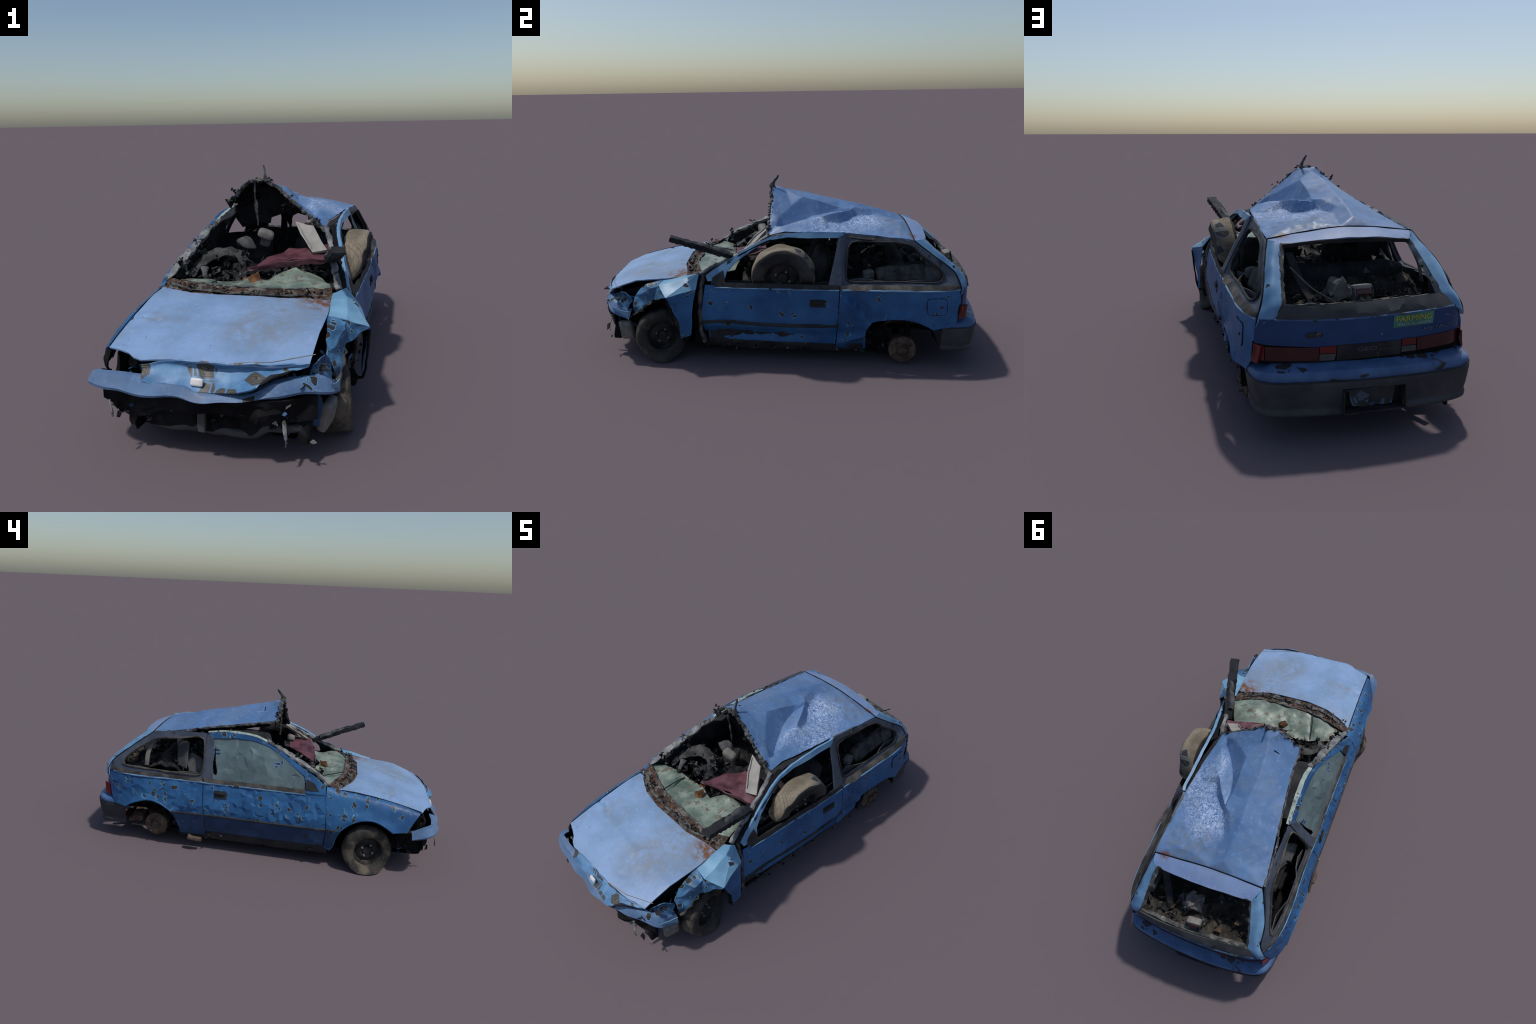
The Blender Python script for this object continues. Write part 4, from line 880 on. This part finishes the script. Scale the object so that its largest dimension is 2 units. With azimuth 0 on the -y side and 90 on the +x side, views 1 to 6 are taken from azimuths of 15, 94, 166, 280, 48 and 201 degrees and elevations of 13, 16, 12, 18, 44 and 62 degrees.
# ------------------------------------------------------------------ plank thrown across the cowl
pk = group("broken_pillar_board")
tube("board", [(0.288, -0.225, 0.522), (0.306, -0.300, 0.549), (0.328, -0.400, 0.587), (0.350, -0.500, 0.624), (0.359, -0.545, 0.640)], [.020, .023, .024, .024, .024], M['inner'], pk, 44, 12, .52, amp=.006, scale=60, box=True)
ribbon("board_rubber_flap", [[(0.265, -0.280, 0.550), (0.290, -0.340, 0.575), (0.315, -0.430, 0.602), (0.335, -0.520, 0.630)], [(0.290, -0.270, 0.565), (0.312, -0.340, 0.587), (0.330, -0.430, 0.615), (0.350, -0.520, 0.638)], [(0.310, -0.270, 0.550), (0.332, -0.340, 0.572), (0.352, -0.430, 0.604), (0.368, -0.530, 0.630)]], (0, 0, 1), .008, M['plastic'], pk, 30, 4, .012, 26, 5)

# ------------------------------------------------------------------ tailgate
tg = group("tailgate")
seam_l = [(.306, .650, .622), (side_x(1, .744, .549), .750, .549), (side_x(1, .835, .481), .840, .481), (.386, .872, .410), (.394, .866, .375)]
seam_r = [(-.240, .652, .634), (side_x(-1, .768, .545), .774, .545), (side_x(-1, .867, .467), .872, .467), (-.330, .902, .412), (-.340, .898, .375)]
gl = [(.271, .711, .617), (.288, .770, .566), (.302, .835, .507), (.312, .894, .455), (.338, .907, .405)]
gr = [(-.210, .719, .617), (-.226, .778, .566), (-.241, .842, .507), (-.252, .900, .458), (-.284, .919, .412)]
ribbon("gate_header", [[(.306, .651, .623), (.18, .649, .642), (.03, .647, .656), (-.10, .649, .651), (-.240, .653, .634)],
                       [(.292, .685, .620), (.16, .688, .635), (.03, .690, .645), (-.10, .690, .640), (-.226, .690, .626)],
                       [(.271, .711, .614), (.15, .722, .626), (.03, .728, .632), (-.09, .726, .629), (-.210, .719, .614)]], (0, .3, 1), .008, [M['header'], M['dark']], tg, 50, 5, .0015, 16, 3)
tube("gate_header_dark_line", [(.306, .648, .625), (.18, .6465, .644), (.03, .6445, .658), (-.10, .6465, .653), (-.240, .6495, .636)], .002, M['dark'], tg, 40, 6)  # dark rod along the header seam, standing in for a gap
ribbon("gate_header_lip", [[(.271, .712, .614), (.15, .723, .624), (.03, .728, .627), (-.09, .727, .625), (-.210, .720, .614)], [(.268, .708, .600), (.15, .718, .610), (.03, .722, .612), (-.09, .720, .610), (-.208, .715, .600)]], (0, 1, 0), .008, M['trim'], tg, 40, 3, .002)
def shift(line, dx, dy, dz): return [(a+dx, b+dy, c+dz) for a, b, c in line]
def midline(a, b, t, up): return [tuple(lerp(p[c], q[c], t)+up[c] for c in range(3)) for p, q in zip(a, b)]
ribbon("gate_pillar", [seam_l, midline(seam_l, gl, .5, (.008, .010, .006)), gl], (.3, .7, .6), .010, [M['pillar'], M['trim']], tg, 40, 5, .003, 20, 3)
ribbon("gate_pillar", [seam_r, midline(seam_r, gr, .5, (-.008, .010, .006)), gr], (-.3, .7, .6), .010, [M['pillar'], M['trim']], tg, 40, 5, .003, 20, 6)
for line, sg in ((gl, -1), (gr, 1)):
    ribbon("glass_aperture_edge", [line, shift(line, sg*.014, -.012, -.008)], (sg, .5, .3), .005, M['silver'] if sg > 0 else M['torn'], tg, 30, 3, .006, 40, 3)
    tube("gate_shut_line", shift(seam_l if sg < 0 else seam_r, -sg*.001, -.004, .001), .0022, M['dark'], tg, 30, 6)  # dark rod traces the gate seam instead of an opening
cx = centre_x(.92)
def gate_map(off=0.0): return lambda x, z: Vector((x, gate_y(x, z)+off, z))
panel("gate_garnish", [(.338, .412), (.314, .452), (.22, .450), (.10, .452), (-.06, .455), (-.18, .457), (-.262, .459), (-.285, .418), (-.10, .412), (.15, .406)], [], gate_map(.002), .018, (0, 1, 0), .008, [M['plastic'], M['trim']], tg, .3, 20, rough=.002)
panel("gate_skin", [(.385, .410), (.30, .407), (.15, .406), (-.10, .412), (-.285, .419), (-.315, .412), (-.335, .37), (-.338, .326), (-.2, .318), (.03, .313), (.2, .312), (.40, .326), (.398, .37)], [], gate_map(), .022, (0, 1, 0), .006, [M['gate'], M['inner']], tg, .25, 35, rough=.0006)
tube("gate_skin_crease", [(x, gate_y(x, z)+.002, z) for x, z in ((.34, .409), (.15, .404), (-.10, .410), (-.285, .417))], .004, M['shelf'], tg, 40, 6)
panel("gate_lamp_backing", [(.405, .328), (.2, .314), (.03, .315), (-.2, .320), (-.34, .328), (-.345, .255), (.03, .25), (.41, .255)], [], gate_map(-.006), .03, (0, 1, 0), .01, M['dark'], tg)
panel("gate_inner_shelf", [(.31, .80), (-.25, .80), (-.252, .905), (.03, .925), (.312, .90)], [], lambda x, y: Vector((x, y, .435+.012*nz((x, y, 0), 12)+.02*(y-.88)/.04*.3)), .03, (0, 0, 1), .006, [M['carpet'], M['dark']], tg, rough=.003) if False else None
ribbon("gate_lip", [[(.312, .896, .453), (.15, .912, .450), (.03, .914, .452), (-.12, .910, .455), (-.252, .900, .458)], [(.30, .878, .448), (.15, .890, .446), (.03, .892, .448), (-.12, .888, .450), (-.245, .880, .452)]], (0, -.2, 1), .008, M['torn'], tg, 40, 4, .008, 40, 3)
block("keyhole_cover", (.056, .006, .018), (.213, gate_y(.213, .355)+.002, .355), M['trim'], tg, .004, (0, .05, 0), cuts=2)
# lamps
def lens(name, poly, mat, off=.004): return panel(name, poly, [], gate_map(off), .02, (0, 1, 0), .010, mat, tg, .2)
lens("tail_lamp", [(.196, .313), (.141, .315), (.141, .291), (.196, .291)], M['lamp'])
lens("reverse_lamp", [(.196, .288), (.141, .288), (.146, .265), (.196, .265)], M['lampwhite'])
lens("tail_lamp", [(.372, .319), (.199, .312), (.199, .264), (.37, .270)], M['lampdark'])
lens("tail_lamp", [(.404, .325), (.375, .320), (.373, .271), (.406, .262)], M['lamp'])
lens("tail_lamp", [(-.088, .322), (-.140, .321), (-.140, .298), (-.088, .299)], M['lamp'])
lens("reverse_lamp", [(-.088, .296), (-.140, .295), (-.142, .275), (-.088, .274)], M['lampwhite'])
lens("tail_lamp", [(-.143, .321), (-.322, .330), (-.326, .283), (-.145, .275)], M['lampdark'])
lens("tail_lamp", [(-.324, .330), (-.343, .325), (-.346, .285), (-.328, .283)], M['lamp'])
panel("badge_garnish", [(.138, .316), (-.085, .318), (-.085, .268), (.138, .262)], [], gate_map(.003), .02, (0, 1, 0), .01, M['trim'], tg)
panel("wrap_lamp", [(.866, .320), (.905, .325), (.895, .262), (.860, .258)], [], side_map(1, .004), .02, (1, 0, 0), .006, M['lamp'], tg)
panel("wrap_lamp", [(.893, .322), (.925, .325), (.92, .265), (.885, .26)], [], side_map(-1, .002), .02, (-1, 0, 0), .006, M['lamp'], tg)

def lettering(name, text, x0, z0, height, mat, width=None, slant=0.0, off=.0025, depth=.0012, tilt=0.0):
    cu = bpy.data.curves.new(name, 'FONT'); cu.body = text; cu.size = 1.0; cu.extrude = .02; cu.align_x = 'CENTER'; cu.align_y = 'CENTER'; cu.shear = slant
    ob = bpy.data.objects.new(name, cu); bpy.context.scene.collection.objects.link(ob)
    dg = bpy.context.evaluated_depsgraph_get(); me = bpy.data.meshes.new_from_object(ob.evaluated_get(dg))
    bpy.data.objects.remove(ob); bpy.data.curves.remove(cu)
    w = max(v.co.x for v in me.vertices)-min(v.co.x for v in me.vertices); h = max(v.co.y for v in me.vertices)-min(v.co.y for v in me.vertices)
    sx = (width/w) if width else height/h
    cy = (max(v.co.y for v in me.vertices)+min(v.co.y for v in me.vertices))/2
    for v in me.vertices:
        x = x0 - v.co.x*sx; z = z0 + (v.co.y-cy)*height/h + v.co.x*sx*tilt
        v.co = Vector((x, gate_y(x, z)+off+(v.co.z+.02)/.04*depth, z))
    me.materials.clear(); me.materials.append(mat)
    o = bpy.data.objects.new(name, me); bpy.context.scene.collection.objects.link(o); o.parent = tg
    return o
panel("bumper_sticker", [(-.056, .406), (-.205, .410), (-.203, .366), (-.054, .362)], [], gate_map(.002), .02, (0, 1, 0), .0015, M['green_sticker'], tg, .1)
lettering("sticker_words", "FARMING", -.130, .392, .019, M['yellow_ink'], .132, tilt=.02)
lettering("sticker_words", "FEEDS ALABAMA", -.130, .373, .010, M['pale_ink'], .128, .1, tilt=.02)
lettering("model_badge", "METRO", -.216, .350, .013, M['badge'], .108, .25, tilt=.06)
lettering("maker_badge", "GEO", .035, .298, .014, M['badge_grey'], .068)
lettering("dealer_badge", "CHEVROLET", -.038, .292, .006, M['badge_grey'], .066)
lb = group("high_brake_lamp", tg)
block("brake_lamp_body", (.070, .035, .034), (.032, .868, .480), M['greyplastic'], tg, .006, (.25, 0, .05), amp=.002)
block("brake_lamp_lens", (.052, .008, .022), (.032, .888, .478), M['lampdark'], tg, .004, (.25, 0, .05), cuts=2)
for dx in (-.034, .034): tube("brake_lamp_leg", [(.032+dx, .882, .49), (.032+dx, .890, .462)], .004, M['trim'], tg, 6, 6)
bpy.data.objects.remove(lb)

# ------------------------------------------------------------------ rear bumper
rb = group("bumper")
RBP = [(.418, .785), (.421, .85), (.412, .905), (.392, .940), (.355, .960), (.29, .973), (.15, .991), (.0, 1.0), (-.12, .999), (-.222, .991), (-.295, .978), (-.338, .956), (-.362, .915), (-.374, .85), (-.377, .785)]
def inset(k, d):
    a = Vector(RBP[max(0, k-1)]); b = Vector(RBP[min(len(RBP)-1, k+1)]); t = (b-a).normalized(); n = Vector((t.y, -t.x))
    p = Vector(RBP[k]); c = Vector((.03, .75))
    if (p-c).dot(n) < 0: n = -n
    return p - n*d
prof_dark = [(.022, .086), (.012, .092), (.010, .104), (.014, .116), (.008, .145), (.002, .185), (.0, .205), (.004, .214)]
prof_dark = prof_dark
N = len(RBP)
ribbon("bumper_plastic", [[(inset(k, d).x, inset(k, d).y, z) for k in range(N)] for d, z in prof_dark], (0, 1, 0), .006, [M['plastic'], M['dark']], rb, 110, 3, .0015, 14, 4, skip=lambda c: c.y > .9 and -.085 < c.x < .130 and .097 < c.z < .183)
def shelf_h(k): return .0 if 2 < k < N-3 else -.006
ribbon("bumper_shelf", [[(inset(k, d).x, inset(k, d).y, z+(shelf_h(k))) for k in range(N)] for d, z in ((.004, .215), (.003, .228), (.010, .241), (.035, .250), (.062, .258))], (0, .5, 1), .006, [M['shelf'], M['dark']], rb, 90, 4, .0015, 16, 6)
tube("bumper_step_shadow_line", [(inset(k, .001).x, inset(k, .001).y, .214) for k in range(N)], .0025, M['trim'], rb, 80, 5, amp=.001)
RCX = [(.132, .182), (-.087, .186), (-.090, .098), (.132, .096)]
panel("plate_recess", [(.132, .186), (-.087, .190), (-.090, .092), (.132, .090)], [], lambda x, z: Vector((x, .945, z)), .02, (0, 1, 0), .006, M['trim'], rb)
for a, b in zip(RCX, RCX[1:]+RCX[:1]):
    ribbon("plate_recess_wall", [[(a[0], .996, a[1]), (b[0], .996, b[1])], [(a[0], .944, a[1]), (b[0], .944, b[1])]], None, .004, M['trim'], rb, 12, 3)
tin("bent_plate", [(.10, .955, .172), (-.06, .96, .176), (-.05, .972, .105), (.02, .962, .10), (.095, .970, .108)], [(0, 1, 2, 3), (0, 3, 4)], [M['plate'], M['plate']], (0, 1, 0), .003, rb, 3, .006)
tube("tow_eye", [(-.255, .94, .10), (-.258, .945, .075), (-.266, .945, .068)], .008, M['dark'], rb, 8, 7)

# ------------------------------------------------------------------ wheels
def wheel(name, centre, axis, R, width, rim_r, flat_z, bulge, mats, lugs=4, parent=None):
    g = group(name, parent)
    hw = width/2
    prof = [(rim_r, -hw*.85), (rim_r*1.10, -hw), (R*.86, -hw*1.05), (R*.96, -hw*.85), (R, -hw*.55), (R*1.004, 0), (R, hw*.55), (R*.96, hw*.85), (R*.86, hw*1.05), (rim_r*1.10, hw), (rim_r, hw*.85), (rim_r*.93, hw*.5)]
    ax = Vector(axis).normalized()
    def warp(p, r, o, a):
        k = max(0, (flat_z+.07-p.z)/.07) if flat_z is not None else 0
        if k > 0 and r > rim_r*1.02:
            p = p + ax*(bulge*k*k*(.4+abs(o)/hw))*(1 if o > -hw*.3 else -.5)
            p.z = max(p.z, flat_z + .003*abs(nz(p, 40)))
        if flat_z is None: p.x = min(p.x, .362 + max(0, p.z-.405)*1.2)   # the spare is wedged behind the door
        return p + Vector((nz(p, 16, 1), nz(p, 16, 4), nz(p, 16, 7)))*(.005 if flat_z is not None else .011)*(1 if r > rim_r*1.05 else 0)
    bm = bmesh.new()
    rings = lathe(bm, prof, centre, ax, 56, 0, warp)
    # tread faces get the first material, side walls the second
    n = 56
    for i, f in enumerate(bm.faces):
        k = i//n
        f.material_index = 0 if 3 <= k <= 6 else 1
    make("tyre", bm, [mats[0], mats[1]], g, 50)
    bm = bmesh.new()
    lathe(bm, [(rim_r*1.02, hw*.86), (rim_r*.94, hw*.80), (rim_r*.86, hw*.35), (rim_r*.80, hw*.25), (rim_r*.62, hw*.40), (rim_r*.50, hw*.45), (rim_r*.30, hw*.30), (rim_r*.26, hw*.50), (.002, hw*.50)], centre, ax, 40)
    make("rim", bm, mats[2], g, 40)
    s = ax.cross(Vector((0, 0, 1))).normalized(); u = s.cross(ax)
    lug = None
    for i in range(lugs):
        a = .5+2*math.pi*i/lugs
        if lug is None:
            bm = bmesh.new(); lathe(bm, [(.007, 0), (.007, .008), (.004, .012), (.0005, .012)], (0, 0, 0), ax, 8)
            lug = make("lug_nut", bm, M['silver'], g); o = lug
        else:
            o = lug.copy(); bpy.context.scene.collection.objects.link(o); o.parent = g
        o.location = Vector(centre)+ax*hw*.40+(s*math.cos(a)+u*math.sin(a))*rim_r*.42
    for i in range(8):
        a = 2*math.pi*i/8
    return g
wheel("wheel", (.356, -.617, .131), (.945, .32, .0), .133, .085, .080, .003, .034, [M['tyre'], M['tyre'], M['rim']])
wheel("wheel", (-.384, -.612, .120), (-.965, -.27, -.03), .134, .088, .080, .002, .030, [M['tyre'], M['tyre'], M['rim']])
wheel("spare_wheel", (.366, .012, .455), (.985, -.05, -.15), .155, .100, .090, None, 0, [M['tread'], M['sidewall'], M['rim']])
for s, c in ((1, (.386, .605, .083)), (-1, (-.354, .600, .107))):
    g = group("hub")
    bm = bmesh.new()
    lathe(bm, [(.030, -.06), (.062, -.058), (.066, -.045), (.064, -.01), (.068, -.006), (.068, .004), (.060, .010), (.034, .012), (.030, .006), (.022, .008), (.020, .022), (.012, .026), (.001, .026)], c, (s, 0, 0), 40)
    for v in bm.verts: v.co += Vector((0, nz(v.co, 30), nz(v.co, 30, 3)))*.003
    make("brake_drum", bm, M['drum'], g, 35)
    for i in range(4):
        a = .6+i*math.pi/2
        bm2 = bmesh.new(); lathe(bm2, [(.005, 0), (.005, .022), (.001, .024)], (c[0]+s*.008, c[1]+.045*math.cos(a), c[2]+.045*math.sin(a)), (s, 0, 0), 8)
        make("wheel_stud", bm2, M['drum'], g)
    tube("trailing_arm", [(c[0]-s*.05, c[1]-.005, c[2]-.02), (c[0]-s*.07, c[1]-.09, .055), (c[0]-s*.07, c[1]-.19, .075)], .024, M['dark'], g, 16, 8, amp=.010)
    panel("torn_arch_liner", [(.45, .08), (.46, .17), (.50, .22), (.53, .20), (.545, .12), (.56, .06), (.49, .05)], [], lambda y, z, s=s: Vector((centre_x(y)+s*(.285+.02*nz((y, z, 0), 12)), y, z)), .02, (s, 0, 0), .004, M['dark'], g, .35, 20, rough=.006)
    tube("shock_absorber", [(c[0]-s*.06, c[1]+.03, c[2]+.02), (c[0]-s*.085, c[1]+.035, c[2]+.16)], .016, M['dark'], g, 10, 8)
tube("axle_beam", [(-.34, .60, .105), (0.02, .60, .10), (.36, .605, .085)], .018, M['dark'], None, 20, 8)
tube("exhaust_pipe", [(-.10, -.3, .085), (-.08, .2, .085), (-.12, .6, .11), (-.22, .90, .095)], .014, M['rust'], None, 30, 8, amp=.004)
block("spare_well_tank", (.40, .20, .09), (.06, .79, .165), M['dark'], None, .03, amp=.01, cuts=5)
block("rusty_silencer", (.12, .12, .06), (-.26, .755, .115), M['rust'], None, .025, amp=.01, cuts=5)
panel("underbody", [(-.37, -.40), (.37, -.40), (.36, .40), (.20, .46), (.22, .90), (-.16, .90), (-.16, .46), (-.36, .40)], [], lambda x, y: Vector((x, y, .060+.010*nz((x, y, 0), 8, 2)+.06*max(0, min(1, (y-.38)/.12)))), .05, (0, 0, -1), .006, M['dark'], None, rough=.004)
block("rust_flake_bracket", (.028, .085, .020), (-.412, .355, .070), M['drum'], None, .006, (.15, 0, .05), amp=.012, scale=30)
shards("underbody_scraps", [((-.41, -.35, .08), (-.37, .42, .10)), ((.37, -.38, .075), (.41, .42, .10)), ((.33, .42, .08), (.40, .52, .20)), ((-.38, .45, .09), (-.33, .53, .20))], 110, (.012, .035), [M['dark'], M['inner'], M['torn'], M['trim']], 61)
shards("wheel_arch_scraps", [((-.37, -.85, .10), (-.30, -.76, .23)), ((.28, -.80, .10), (.34, -.72, .22))], 50, (.015, .05), [M['dark'], M['inner'], M['crush']], 62)
